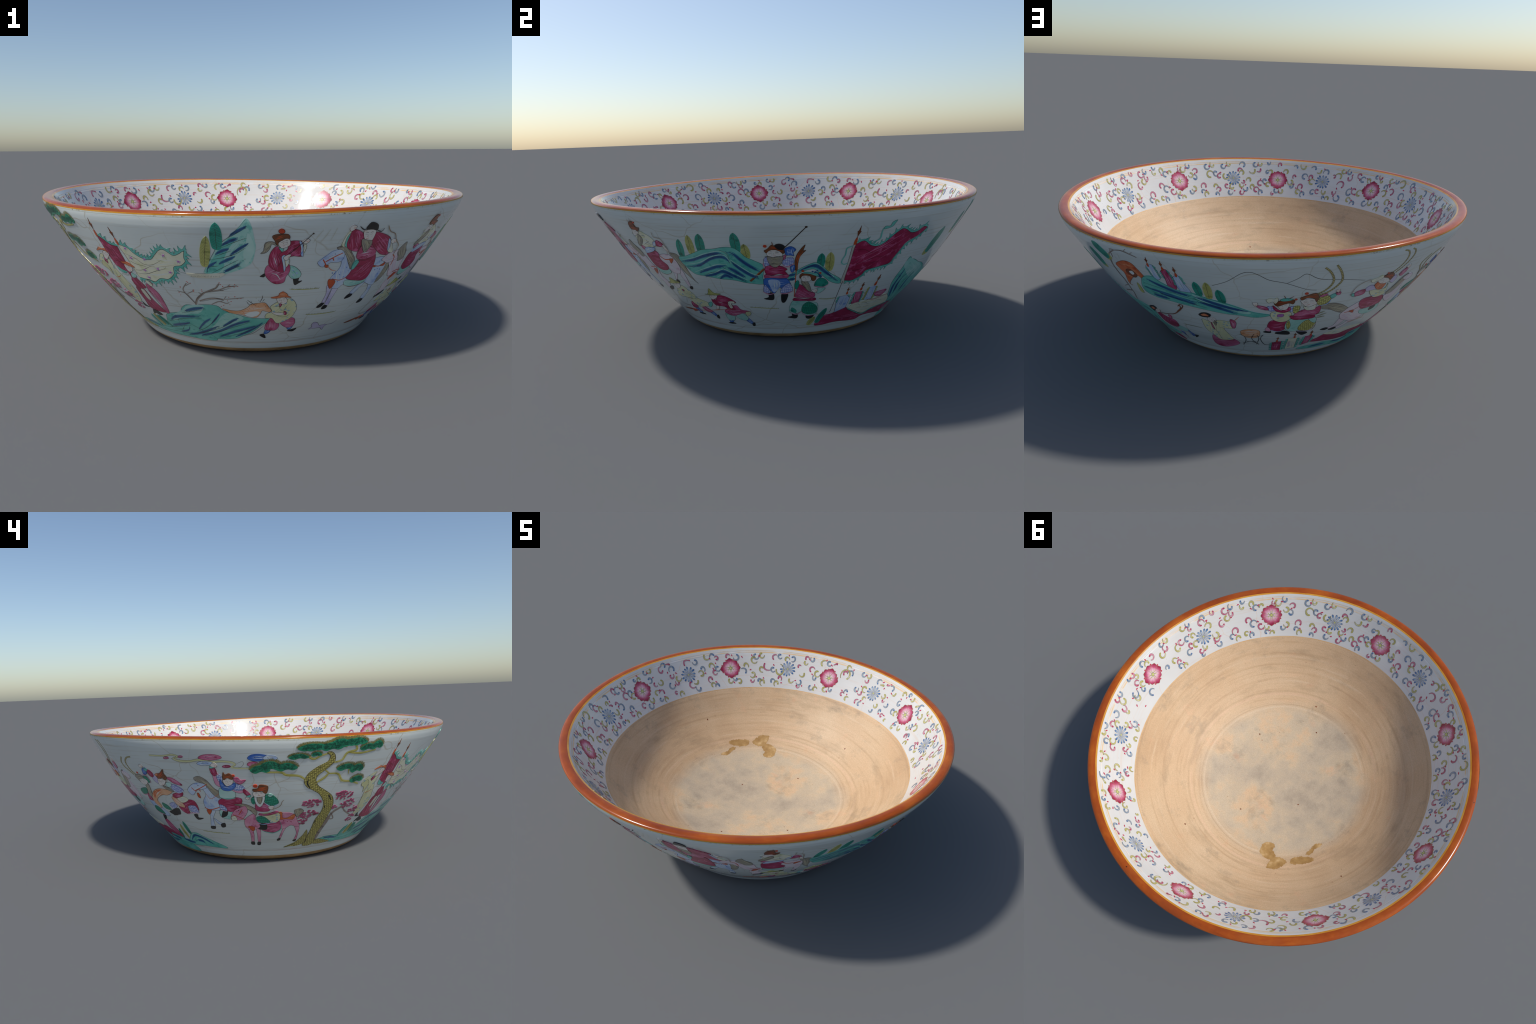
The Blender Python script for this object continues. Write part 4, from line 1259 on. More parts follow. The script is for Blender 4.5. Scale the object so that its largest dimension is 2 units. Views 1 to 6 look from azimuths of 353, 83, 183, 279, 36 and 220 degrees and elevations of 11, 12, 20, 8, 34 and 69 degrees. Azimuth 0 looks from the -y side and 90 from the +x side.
fill("sleeve", "crimson", [-18, 25, 7, 41, 12, 71, 43, 73, 57, 64, 64, 14, 32, 14, 16, 8, 11, -6, -8, 10])
fill("sash", "pale_blue", [-9, 11, -1, 20, 9, 10, 11, -30, 6, -49, -1, -20])
fill("sash", "cream", [4, -2, 9, 10, 22, -6, 12, -30])
fill("cuff", "pale_blue", [43, 71, 53, 68, 62, 41, 66, 10, 57, 17, 53, 46])
fill("cuff", "cream", [61, 55, 71, 56, 70, 35, 65, 24])
fill("collar", "teal", [-21, 49, -5, 45, -10, 34])
fill("hand", "skin", [52, 69, 64, 80, 78, 76, 77, 68, 66, 61])
fill("hand", "skin", [-2, 10, 14, 22, 23, 19, 10, -3])
fill("face", "skin", [-24, 69, 1, 85, 13, 76, 13, 57, -9, 47, -20, 56])
line("ink", 1.2, [-14, 71, -5, 76])
line("ink", 1.2, [-1, 77, 7, 80])
line("ink", 1.2, [-3, 60, 7, 65])
line("ink", 1, [2, 74, 5, 67])
fill("hat", "brown", [-45, 94, -26, 101, 5, 99, 11, 84, -3, 84, -23, 72, -25, 57, -33, 69, -37, 78])
fill("hat_ball", "red_dot", [-27, 115, -18, 121, -8, 115, -8, 106, -16, 103, -25, 107])
line("ink", 2.4, [16, 24, 39, 47, 65, 75, 85, 99], taper=0.1)
dots("ink", 3, [86, 98])
line("ink", 1.2, [-28, 31, -12, -9, -24, -29])
line("white_wash", 2.5, [-35, 12, -24, -19])
line("white_wash", 3, [-39, -54, -21, -59, -5, -81])
line("buff_line", 1.4, [90, 61, 102, 85, 117, 111])
line("buff_line", 1.4, [115, 62, 130, 87, 141, 113])
line("buff_line", 1.4, [150, 68, 158, 95, 163, 117])

figure("mounted_archer", 18.4, 443)
fill("tail", "hair_grey", [143, 28, 187, -4, 195, -54, 179, -96, 157, -98, 158, -59, 156, -21, 138, 16])
fill("leg", "horse_blue", [72, -83, 99, -84, 81, -114, 63, -142, 43, -133, 56, -108])
fill("leg", "horse_blue", [122, -95, 148, -102, 162, -137, 161, -183, 135, -171, 139, -133])
fill("hoof", "black", [30, -160, 40, -139, 63, -142, 59, -155])
fill("hoof", "black", [132, -197, 141, -177, 163, -184, 155, -197])
fill("hindquarters", "horse_blue", [67, 10, 99, 21, 146, 12, 162, -27, 158, -81, 155, -112, 88, -87, 60, -61, 69, -19])
fill("leg", "horse_lilac", [-96, -82, -74, -86, -69, -117, -72, -167, -85, -166, -84, -121])
fill("leg", "horse_lilac", [-63, -89, -39, -92, -44, -146, -47, -185, -65, -177, -65, -129])
fill("hoof", "black", [-102, -187, -86, -166, -71, -169, -81, -187])
fill("hoof", "black", [-72, -198, -65, -179, -47, -185, -51, -198])
fill("neck", "horse_blue", [-84, 65, -41, 46, -8, -4, -13, -40, 2, -86, -25, -85, -41, -100, -84, -86, -93, -47, -76, -17, -70, 8])
fill("mane", "hair_grey", [-110, 82, -75, 86, -38, 50, -17, 20, -18, -16, -40, 10, -65, 48, -90, 68])
fill("head", "horse_blue", [-166, 25, -156, 39, -138, 55, -120, 70, -92, 73, -71, 54, -73, 26, -90, 21, -117, 22, -132, 9, -150, 8])
dots("navy", 2, [-109, 57])
dots("blue", 2.4, [-93, -25, -82, -29, -80, -22, -40, -5, -27, -22, -59, -35, -56, -67, -37, -48, 112, -36, 123, -32, 140, -37, 141, -56, 82, -21])
line("orange_deep", 4, [-149, 38, -138, 23, -126, 6], taper=0.1)
line("orange_deep", 4, [-137, 27, -112, 43, -80, 59], taper=0.1)
line("orange_deep", 4, [-114, 42, -106, 30], taper=0.1)
fill("tassel", "orange_deep", [-137, 15, -121, 11, -122, 2, -132, 4])
line("orange", 2.2, [-124, 9, -104, -9, -82, -16])
line("orange_deep", 3, [-87, -50, -48, -60, -18, -47], taper=0.1)
fill("tassel", "orange_deep", [-97, -52, -68, -61, -67, -80, -77, -96, -95, -74])
line("orange_deep", 3, [79, -10, 125, -21, 148, -6], taper=0.1)
fill("tassel", "orange_deep", [84, -13, 107, -19, 96, -22])
fill("tassel", "orange_deep", [127, -19, 151, -10, 150, -22])
fill("saddle_cloth", "pale_teal", [-19, -64, 39, -71, 81, -58, 86, -84, 68, -92, 17, -96, -19, -83])
line("bark_grey", 2.5, [-19, -84, 17, -98, 69, -94, 87, -62])
fill("skirt", "crimson", [-1, 20, 44, 26, 66, 39, 85, 2, 91, -49, 78, -73, 40, -73, -21, -56, -16, -34, -8, -4])
fill("torso", "crimson_pink", [-14, 82, 22, 85, 49, 74, 66, 38, 44, 26, -5, 25, -20, 48])
fill("sleeve", "cream", [-78, 149, -91, 132, -97, 92, -81, 86, -78, 123, -69, 148])
fill("sleeve", "teal", [-80, 135, -87, 117, -85, 88, -73, 85, -75, 116])
fill("sleeve", "crimson", [-72, 149, -35, 136, -19, 111, -20, 78, -26, 60, -61, 71, -78, 92, -79, 121])
fill("sleeve", "crimson", [15, 129, 42, 127, 100, 102, 117, 67, 134, 30, 89, 37, 28, 82, 13, 108])
fill("cuff", "cream", [102, 98, 124, 76, 155, 41, 147, 34, 121, 46, 109, 73])
fill("cuff", "pale_blue", [96, 99, 109, 90, 123, 61, 121, 46, 108, 68])
fill("hand", "skin", [-88, 154, -83, 165, -76, 167, -64, 160, -71, 148, -81, 144])
fill("hand", "skin", [112, 87, 118, 96, 143, 88, 141, 79, 124, 76])
fill("face", "skin", [-28, 144, 11, 142, 20, 128, 16, 98, -12, 105, -27, 126])
line("ink", 1.2, [-22, 132, -10, 133])
line("ink", 1.2, [-3, 132, 8, 134])
line("orange", 1.2, [-13, 118, -2, 114])
fill("beard", "hair_grey", [-26, 109, -2, 104, 20, 98, 23, 76, 8, 53, -15, 82])
fill("hat", "black", [-25, 148, -18, 166, -8, 171, 15, 161, 21, 140, -1, 145, -15, 145])
line("black", 4, [-21, 144, -37, 148, -53, 160])
line("black", 4, [20, 140, 42, 133, 49, 145])
line("brown_line", 3.2, [62, 153, 84, 129, 114, 116, 137, 89, 167, 65, 171, 45, 171, 24], taper=0.1)
line("buff_line", 1, [63, 152, 86, 110])
line("buff_line", 1, [160, 72, 171, 24])
line("white_wash", 3, [-3, 51, 29, 53])
line("ink", 1.2, [-1, 20, 35, 19, 65, 37])
line("ink", 1.2, [-6, -9, 24, -3])
line("ink", 1.2, [-10, -40, 15, -28, 27, 2])
line("ink", 1.2, [-75, 116, -67, 87])
fill("girdle", "teal", [-19, 13, -7, 22, 3, 13, -8, -15, -18, -13])

figure("mounted_archer", 41.4, 440)
fill("tail", "hair_grey", [107, 30, 148, 29, 159, -10, 162, -56, 168, -98, 178, -117, 156, -90, 133, -56, 122, -11])
fill("leg", "horse_pink", [61, -68, 86, -65, 53, -106, 36, -115, 46, -98])
fill("hoof", "black", [42, -111, 56, -117, 45, -132, 28, -129])
fill("leg", "horse_pink", [98, -64, 125, -51, 123, -97, 113, -141, 99, -146, 98, -110])
fill("hoof", "black", [105, -142, 124, -140, 113, -156, 98, -156])
fill("leg", "horse_pink", [-87, -60, -45, -53, -72, -107, -52, -142, -79, -174, -103, -177, -104, -144, -114, -114])
fill("hoof", "black", [-89, -173, -46, -161, -62, -180, -100, -190])
fill("hindquarters", "horse_pink", [27, 12, 93, 24, 121, -3, 122, -43, 97, -73, 63, -71, 45, -56, 33, -25])
fill("neck", "horse_pink", [-146, 44, -106, 27, -86, -6, -78, -40, -63, -68, -112, -82, -136, -67, -156, -34, -180, -2])
fill("head", "horse_pink", [-206, 36, -161, 42, -130, 32, -134, 5, -182, -11, -211, -1, -233, 11])
fill("mane", "hair_grey", [-135, 72, -122, 50, -98, 25, -93, -4, -124, -11, -138, 10, -158, 28, -157, 49])
line("orange_deep", 4, [-182, 25, -162, 10, -154, -25], taper=0.1)
line("orange_deep", 5, [35, 13, 58, -4, 113, 5], taper=0.1)
fill("tassel", "orange_deep", [88, 2, 111, 2, 84, -21])
line("orange_deep", 4, [-107, -63, -61, -59, -84, -93], taper=0.1)
fill("tassel", "orange_deep", [-89, -69, -70, -72, -96, -101, -101, -90])
fill("saddle_cloth", "pale_teal", [-47, -46, -1, -62, 38, -51, 40, -74, -8, -89, -47, -79])
line("bark_grey", 2, [-49, -48, -49, -81, -10, -91, 41, -75])
fill("skirt", "crimson", [-50, 16, 16, 35, 35, 22, 26, -8, 49, -36, 33, -59, -14, -66, -50, -49, -58, -15])
fill("robe", "cream", [-62, 111, -49, 107, -53, 84, -63, 55, -29, 47, 26, 53, 56, 63, 60, 86, 46, 106, 17, 122, -1, 126])
fill("lining", "crimson_pink", [-51, 54, -27, 48, -18, 32, -44, 32, -59, 39])
fill("cuff", "pale_blue", [46, 79, 66, 83, 60, 69, 36, 58])
fill("cuff", "crimson", [74, 90, 102, 73, 80, 61, 57, 64])
line("blue", 2, [0, 109, 20, 104])
line("blue", 2, [-61, 106, -58, 92])
line("ink", 1.2, [13, 92, 17, 70, 36, 67])
line("ink", 1.2, [-24, 60, 27, 82])
fill("girdle", "pale_blue", [-31, 45, 31, 52, 19, 34, -48, 16])
fill("hand", "skin", [98, 73, 110, 58, 113, 39, 105, 41, 94, 53])
fill("face", "skin", [-36, 138, -9, 134, -6, 122, -36, 104, -55, 105])
fill("beard", "hair_grey", [-16, 111, -13, 83, -59, 49, -68, 59, -46, 85])
fill("crown", "brown", [-37, 163, -12, 170, -7, 145, 11, 142, -10, 124, -19, 132, -39, 131, -47, 140])
line("brown", 2, [-33, 162, -36, 180])
line("brown", 2, [-15, 169, -17, 185])
dots("red_dot", 5, [-4, 165])
line("brown_line", 2.6, [75, 129, 73, 106, 104, 100, 111, 69, 113, 33], taper=0.1)
line("buff_line", 1, [69, 65, 88, 36])

figure("running_beater", 44.8, 222)
fill("leg", "blue", [-52, -67, -21, -62, -22, -92, -47, -102])
fill("leg", "blue", [41, -76, 71, -68, 77, -98, 64, -105])
fill("shoe", "black", [-60, -101, -27, -96, -12, -104, -49, -107])
fill("shoe", "black", [72, -97, 89, -90, 78, -115, 64, -114])
fill("trousers", "crimson", [-33, -26, -1, -29, -21, -60, -59, -64])
fill("trousers", "crimson_pink", [21, -28, 49, -46, 70, -71, 31, -80, 16, -58])
fill("robe", "cream_sprig", [-57, 49, -9, 73, 13, 56, 29, 32, 40, 7, 77, -6, 96, -27, 56, -38, 10, -49, -17, -33, -32, -1, -87, 2])
fill("bag", "teal", [82, -17, 108, -2, 105, -20, 80, -39])
fill("collar", "crimson", [-27, 50, -12, 48, -26, 35])
line("ink", 1.2, [-36, 27, -7, 26, 38, 7])
line("ink", 1.2, [-30, 1, 9, 1, 47, 5])
line("crimson", 2, [-30, 1, -2, -2])
fill("face", "skin", [-46, 84, -17, 86, -18, 67, -50, 50, -60, 62])
fill("hat", "olive", [-92, 76, -67, 86, -53, 109, -32, 99, -18, 96, -2, 91, -48, 78])
line("brown_line", 2.2, [-117, 42, -119, 29, -127, -7, -134, -54, -72, -59], taper=0.1)
line("buff_line", 1.2, [-183, -18, -31, 15])
line("ink", 1.2, [-42, -2, -81, -42])
line("orange", 2, [-84, -90, 48, -64, 167, -41], taper=0.1)
fill("spear_blade", "brown", [-189, -96, -122, -83, -94, -86, -143, -96])
fill("tassel", "orange_deep", [-93, -82, -61, -80, -49, -84, -97, -99])

figure("running_beater", 60.3, 204)
fill("leg", "blue", [-52, -91, -23, -93, -48, -115, -59, -115])
fill("leg", "blue", [45, -83, 66, -71, 84, -103, 70, -111])
fill("shoe", "black", [-75, -119, -46, -111, -24, -116, -48, -121])
fill("shoe", "black", [75, -106, 90, -100, 87, -120, 74, -123])
fill("trousers", "pale_teal", [-45, -49, -5, -59, -20, -94, -58, -93])
fill("trousers", "pale_teal", [6, -59, 49, -37, 67, -70, 47, -88, 15, -80])
fill("skirt", "crimson_pink", [-36, -28, 32, 9, 51, -15, 92, -24, 82, -38, 46, -41, -7, -62, -38, -50])
fill("coat", "crimson", [-28, 61, 5, 59, 38, 35, 37, 23, 14, 28, 20, 2, 23, -16, -3, -21, -31, -4, -67, -4, -78, 17, -67, 46, -52, 33])
fill("scarf", "cream", [12, 32, 34, 33, 34, 21, 17, 19, 15, -6, 1, -11, 0, 17])
fill("sash_end", "olive_pale", [68, -30, 92, -24, 89, -43, 69, -56, 65, -45])
line("white_wash", 2.5, [-47, 22, -25, 18])
line("ink", 1.2, [-23, 45, -1, 34, 9, -6])
fill("face", "skin", [-68, 58, -35, 64, -38, 50, -64, 33, -73, 40])
fill("hat", "olive", [-92, 61, -74, 66, -55, 97, -47, 82, -37, 73, -10, 72, -43, 61])
line("ink", 1.2, [-59, 93, -65, 68])
line("ink", 1.2, [-89, 61, -11, 72])
line("orange_deep", 2, [-93, -34, -28, -23, 24, -12], taper=0.1)
fill("hand", "skin", [-70, -4, -56, -6, -71, -28, -82, -28])

figure("blue_hills", 64.5, 434)
plume([-182, 25, -157, 111], 32, 'green')
plume([-123, 41, -106, 133], 34, 'olive')
plume([-76, 50, -57, 141], 38, 'green')
plume([76, 63, 79, 150], 38, 'green')
plume([111, 36, 109, 101], 34, 'olive')
fill("hill", "teal", [-200, 24, -159, 33, -109, 53, -66, 70, -20, 75, 26, 85, 62, 84, 85, 69, 107, 42, 136, 26, 172, 0, 161, -57, 161, -90, 89, -87, 28, -75, -37, -72, -108, -63, -160, -56, -186, -26, -201, 1], ink=1.2)
line("navy", 9, [-200, 2, -133, 16, -68, 40, -7, 54, 29, 37])
line("navy", 9, [30, 64, 59, 55, 85, 26, 121, -5, 159, -26])
line("navy", 9, [-185, -24, -110, -8, -41, 30, 12, 38, 37, 9])
line("navy", 9, [-129, -45, -73, -25, -29, -10, 16, -5])
line("navy", 9, [42, 18, 71, -14, 113, -46, 146, -60])
line("navy", 9, [-109, -63, -56, -49, -11, -32, 35, -52, 83, -77])
line("navy", 9, [-36, -69, -2, -51, 26, -65])
line("navy", 9, [17, -10, 52, -31, 85, -59])
line("pale_teal", 5, [-198, 11, -127, 27, -63, 51, -3, 66, 28, 61, 41, 34])
line("pale_teal", 5, [-183, -10, -103, 7, -37, 39, 20, 48, 40, 8])
line("pale_teal", 5, [-154, -46, -68, -13, -19, 3, 21, 4])
line("pale_teal", 5, [39, 30, 74, -2, 116, -35, 158, -49])
line("pale_teal", 5, [-103, -53, -45, -37, -4, -20, 39, -41, 93, -71])
line("pale_teal", 5, [-51, -64, -10, -43])
line("ink", 1.4, [8, 72, 32, 56, 37, 32, 32, 24])
line("ink", 1.4, [-33, 37, -16, 43])
line("ink", 1.4, [-8, -23, 14, -10])
line("ink", 1.4, [-112, -59, -69, -42, -27, -33])

figure("grass_tuft", 73.4, 205)
grass([-63, 1, -1, 0, 63, -4], 'olive_dark', ground=True)

figure("armoured_guard", 79.1, 411, 1)
line("brown", 10, [-119, -54, -83, -23, -50, 9], taper=0.1)
line("orange", 2, [-113, -47, -50, 12])
line("ink", 3.4, [30, 103, 61, 137, 109, 195], taper=0.1)
dots("ink", 4, [110, 196])
fill("boot", "black", [-47, -115, -25, -119, -29, -155, -74, -150, -50, -140])
fill("boot", "black", [14, -122, 43, -123, 36, -154, 23, -172, 11, -165])
fill("scarf", "blue", [34, 100, 45, 110, 61, 113, 77, 99, 67, 85, 70, 70, 57, 73, 40, 75])
line("pale_blue", 2, [44, 100, 61, 97])
line("pale_blue", 2, [46, 89, 65, 81])
fill("shoulder", "mail_lilac", [-45, 57, -26, 66, -23, 33, -44, 22])
fill("shoulder", "mail_lilac", [25, 52, 61, 65, 70, 39, 43, 22, 27, 31])
line("pink", 4, [-49, 39, -49, 17, -41, 9])
line("pink", 5, [25, 28, 45, 19, 72, 35])
fill("sleeve", "blue", [56, 22, 72, 27, 74, 7, 63, -9, 56, 2])
fill("scarf", "crimson_pink", [27, 69, 40, 76, 37, 60, 28, 52])
fill("torso", "crimson", [-40, 23, 15, 24, 43, 8, 34, -1, 44, -20, 9, -15, -15, -20, -45, -14])
fill("belt", "crimson_pink", [-48, -18, -6, -24, 44, -18, 43, -34, -7, -37, -50, -37])
fill("skirt", "blue", [-52, -37, 12, -37, 43, -41, 58, -85, 20, -96, 4, -84, -20, -117, -43, -92, -61, -76])
fill("skirt_panel", "pale_blue", [-38, -46, 2, -46, 10, -76, -19, -111, -34, -82], ink=0)
fill("apron", "mail_lilac", [-58, -71, -41, -95, -40, -115, -68, -108])
fill("apron", "mail_lilac", [18, -86, 51, -64, 63, -104, 12, -115])
line("pink", 5, [-72, -108, -48, -122, -20, -117])
line("pink", 5, [7, -119, 39, -118, 67, -106])
fill("face", "skin", [-31, 96, 19, 97, 26, 71, 0, 64, -25, 67])
line("ink", 1.6, [-26, 85, -13, 87])
line("ink", 1.6, [0, 87, 15, 90])
line("ink", 1.2, [-11, 82, -14, 74])
fill("beard", "hair_grey", [-31, 69, -4, 66, 27, 71, 22, 39, -3, 18, -25, 33])
line("ink", 2, [-41, 69, -21, 69, -13, 66])
line("ink", 2, [18, 70, 1, 69, -8, 66])
fill("cap", "brown", [-40, 96, -28, 103, -12, 121, -4, 119, 20, 108, 36, 95, 29, 82, 15, 95, -6, 101, -25, 94, -32, 85])
fill("cap", "black", [0, 119, 17, 126, 36, 116, 28, 100, 11, 103])
line("brown", 3, [-6, 119, -9, 137])
dots("red_dot", 8, [-35, 116])

figure("hill", 91.9, 398)
plume([-16, 21, -17, 90], 32, 'green')
plume([22, 4, 16, 93], 36, 'olive')
fill("rock", "teal", [-143, -13, -113, 9, -86, 28, -38, 48, -3, 24, 31, -9, 82, -43, 83, -68, 34, -50, -18, -2, -46, 17, -94, 2, -139, -34], ink=1.2)
fill("rock_wash", "pale_teal", [-46, 39, -28, 41, 9, 5, 50, -28, 24, -26, -16, 15], ink=0)
line("navy", 8, [-103, 8, -63, 29, -31, 30, 11, -4, 72, -54])
line("navy", 8, [-141, -10, -117, -8])
line("navy", 8, [-141, -31, -117, -30])
line("navy", 8, [-38, 2, -5, -26])
line("ink", 1.3, [-63, 26, -66, 36])
line("ink", 1.3, [-85, 19, -37, 39, -1, 14])

figure("grass_tuft", 95.1, 247)
grass([-37, 4, 0, -1, 38, 0], 'olive_dark', ground=True)

figure("armoured_guard", 87.8, 279, 1)
fill("sword_blade", "brown", [-51, 135, -50, 186, -40, 219, -19, 252, -24, 225, -15, 227, -33, 200, -40, 169, -42, 135])
line("orange", 2, [-43, 136, -41, 180, -25, 222])
line("orange_deep", 3, [-46, 133, -49, 66, -52, -10], taper=0.1)
fill("boot", "black", [-59, -108, -33, -115, -38, -142, -82, -134, -60, -125])
fill("boot", "black", [13, -124, 52, -126, 43, -147, 19, -147])
fill("skirt", "pale_teal", [-57, -31, -2, -33, 21, -40, 54, -51, 65, -88, 57, -122, 3, -121, -12, -97, -40, -110, -74, -96])
fill("skirt_panel", "mail_green", [-11, -61, 15, -41, 55, -69, 60, -109, 19, -117, -12, -99])
fill("skirt_panel", "green", [-66, -92, -61, -71, -41, -88, -43, -105])
line("pink", 5, [-76, -96, -40, -115, -12, -99])
line("pink", 5, [-11, -110, 21, -127, 59, -123])
fill("sleeve", "green", [28, 48, 38, 85, 63, 84, 83, 57, 63, 41])
line("pink", 5, [29, 48, 64, 39, 84, 53])
fill("sleeve", "pale_teal", [42, 36, 63, 37, 76, 32, 58, 9, 43, 10])
fill("hand", "skin", [19, 25, 35, 33, 46, 23, 33, 12])
fill("torso", "crimson_pink", [-35, 59, -18, 52, 8, 22, 34, 9, 33, -14, -4, -14, -47, -8, -42, 29])
fill("belt", "crimson", [-50, -15, -5, -22, 39, -19, 41, -33, -2, -33, -54, -29])
fill("sleeve", "green", [-49, 72, -37, 81, -34, 56, -43, 35, -51, 48])
fill("beard", "hair_grey", [-25, 78, -1, 73, 16, 28, 8, 21, -16, 51])
fill("face", "skin", [-26, 104, 3, 106, 11, 81, -6, 75, -23, 80])
line("ink", 1.4, [-20, 98, -11, 99])
line("ink", 1.4, [-5, 100, 2, 100])
fill("hair", "brown", [-31, 92, -33, 107, -21, 118, 5, 114, 16, 107, 29, 100, 27, 80, 16, 78, 5, 102, -21, 106])
fill("turban", "teal", [-23, 118, -7, 123, 15, 117, 32, 115, 40, 98, 23, 104, 2, 114])
dots("navy", 4, [14, 124, 31, 129])
dots("red_dot", 6, [-22, 129])
dots("red_dot", 4, [43, 115])

figure("great_banner", 108.3, 461)
fill("pole", "pole_grey", [-163, -122, -156, -27, -155, 52, -141, 61, -141, -28, -145, -122])
line("ink", 2.4, [-162, -302, -158, -206, -154, -120], taper=0.1)
fill("banner_cloth", "crimson", [-142, 62, -110, 71, -73, 46, -40, 41, -10, 59, 14, 88, 42, 108, 68, 103, 102, 85, 133, 86, 157, 104, 180, 98, 147, 66, 99, 41, 83, 5, 69, -27, 59, -54, 7, -63, -54, -74, -72, -99, -111, -119, -147, -116, -146, -28])
flames([-142, 65, -112, 76, -74, 51, -42, 46, -12, 64, 12, 92, 40, 113, 65, 108, 98, 90, 129, 92, 149, 110, 181, 104], 10, 'teal', side=1, spacing=22)
flames([186, 97, 154, 61, 106, 35, 89, 0, 76, -32, 65, -59, 11, -69, -49, -79, -68, -105, -108, -124, -145, -121], 10, 'teal', side=1, spacing=20)
line("teal", 6, [-78, 60, -48, 75, -49, 103, -48, 121, -39, 130])
fill("streamer", "teal", [-47, 118, -42, 130, -22, 129, -19, 145, -1, 153, -6, 139, -11, 127, -30, 119])
line("teal", 5, [-155, 52, -176, 43, -176, 14, -183, -8, -184, -24, -172, -33, -157, -29], taper=0.2)
line("ink", 1.2, [-132, 31, -97, 30, -59, 10, -35, 18])
line("ink", 1.2, [-127, -41, -97, -33, -67, -25, -34, -13, 6, -12])
line("ink", 1.2, [-134, -69, -86, -65, -58, -49])
line("ink", 1.2, [-132, -24, -108, -15])
line("ink", 1.2, [-51, -38, -6, -36])
line("ink", 1.2, [-132, -92, -99, -90, -75, -64])
spear([-149, 59, -142, 141])

figure("camp_banners", 106.5, 199)
fill("ground_cloth", "crimson", [-166, -115, -129, -59, -91, -49, -39, -17, 0, -45, 106, -91, 214, -67, 354, -72, 492, -153, 164, -107, 83, -124, -44, -113, -128, -123])
plume([-158, -103, -130, -8], 30, 'green')
plume([-201, -114, -175, -60], 30, 'olive')
fill("banner_cloth", "pale_blue", [-90, 54, -52, 58, -36, 42, -34, -21, -81, -45, -93, 17], sharp=True)
flames([-90, 54, -93, 17], 5, 'teal', side=-1, spacing=11)
flames([-52, 58, -36, 42], 5, 'teal', side=1, spacing=11)
spear([-59, 63, -62, 104])
fill("banner_cloth", "crimson_pink", [-23, 69, 15, 67, 29, -6, -18, -1], sharp=True)
flames([-23, 69, -18, -1], 5, 'teal', side=-1, spacing=11)
flames([15, 67, 29, -6], 5, 'teal', side=1, spacing=11)
spear([0, 76, -2, 120])
fill("banner_cloth", "pale_blue", [37, 86, 75, 85, 92, 8, 45, 10], sharp=True)
flames([37, 86, 45, 10], 5, 'olive', side=-1, spacing=11)
flames([75, 85, 92, 8], 5, 'olive', side=1, spacing=11)
spear([61, 92, 60, 151])
fill("pennant", "crimson_pink", [84, 44, 111, 48, 156, 48, 147, 15, 111, 19])
fill("cloud", "cream", [-17, -29, 1, -1, 49, 3, 132, 11, 188, 13, 252, -50, 161, -61, 105, -84, 31, -52])
flames([-15, -31, 35, -57, 110, -90, 169, -68, 270, -59], 6, 'teal', side=-1, spacing=400)
line("ink", 1.2, [6, -11, 30, -9, 46, -24])
line("ink", 1.2, [43, -9, 68, -7, 95, -24, 105, -20])
line("ink", 1.2, [77, -38, 112, -36])
line("ink", 1.2, [132, -16, 149, -10, 187, -23, 184, -12])
line("ink", 1.2, [31, -31, 60, -34])
line("crimson_pink", 4, [68, 8, 117, 2, 170, 11, 188, 13])

figure("cliff", 127.9, 282)
fill("rock", "teal", [-22, -123, -101, -21, -115, 27, -111, 76, -106, 134, -83, 122, -49, 110, -8, 90, 53, 69, 141, 16, 221, -76, 69, -97, 81, -149], ink=1.2)
fill("rock_wash", "pale_teal", [-105, 87, -97, 126, -42, 103, 44, 65, 89, 29, 58, -1, -9, 15], ink=0)
line("navy", 11, [-21, -108, -73, -34, -83, 27, -84, 70])
line("navy", 11, [-7, -84, -51, -13, -28, 39])
line("navy", 11, [46, -84, 25, -25, 30, 25])
line("ink", 1.3, [18, -118, -45, -34, -54, 39, -48, 74])
line("ink", 1.3, [22, -85, -5, -11, 14, 60])

figure("plume_grove", 141.4, 576)
plume([-227, -168, -235, -123], 52, 'olive')
plume([-227, -154, -195, -36], 58, 'green')
plume([-43, -89, -44, -52], 46, 'olive')
plume([-43, -76, -46, 16], 50, 'green')
plume([70, -16, 54, 16], 50, 'olive')
plume([65, -7, 12, 59], 54, 'green')

figure("bare_tree", 145.5, 500)
line("bark_grey", 8, [-31, -124, -16, -53, -21, -21, -14, 31, 8, 72], taper=0.2)
line("bark_grey", 5, [8, 72, 21, 96, 63, 124, 41, 123], taper=0.2)
line("bark_grey", 4, [63, 124, 107, 132, 140, 125, 168, 115], taper=0.2)
line("bark_grey", 4, [29, 79, 42, 119], taper=0.2)
line("bark_grey", 6, [-76, -190, -31, -124, -105, -143], taper=0.2)
line("bark_grey", 3, [-13, -78, -77, -109], taper=0.2)
line("bark_grey", 2.5, [116, 132, 130, 144], taper=0.2)
line("bark_grey", 2.5, [140, 125, 156, 135], taper=0.2)
line("ink", 1.3, [6, 72, -18, 26, -21, -58, -38, -128])
line("ink", 1.3, [62, 122, 105, 130, 167, 114])
fill("hanging_cape", "orange", [18, 45, 77, 76, 117, 76, 134, 46, 144, 14, 153, -26, 207, -25, 146, -37, 125, -5, 97, 5, 11, -62, 19, -74, 3, -61, 28, -5, 18, 20])
fill("cape_ring", "brown", [64, 29, 94, 36, 109, 12, 87, -9, 64, -5, 52, 10])
fill("cape_hole", "white_wash", [71, 19, 94, 29, 98, 15, 80, 4])
fill("leaf", "olive", [68, -44, 76, -57, 70, -98, 51, -95])
line("buff_line", 1.2, [46, 100, 51, 65])
line("buff_line", 1.2, [76, 112, 68, 74])

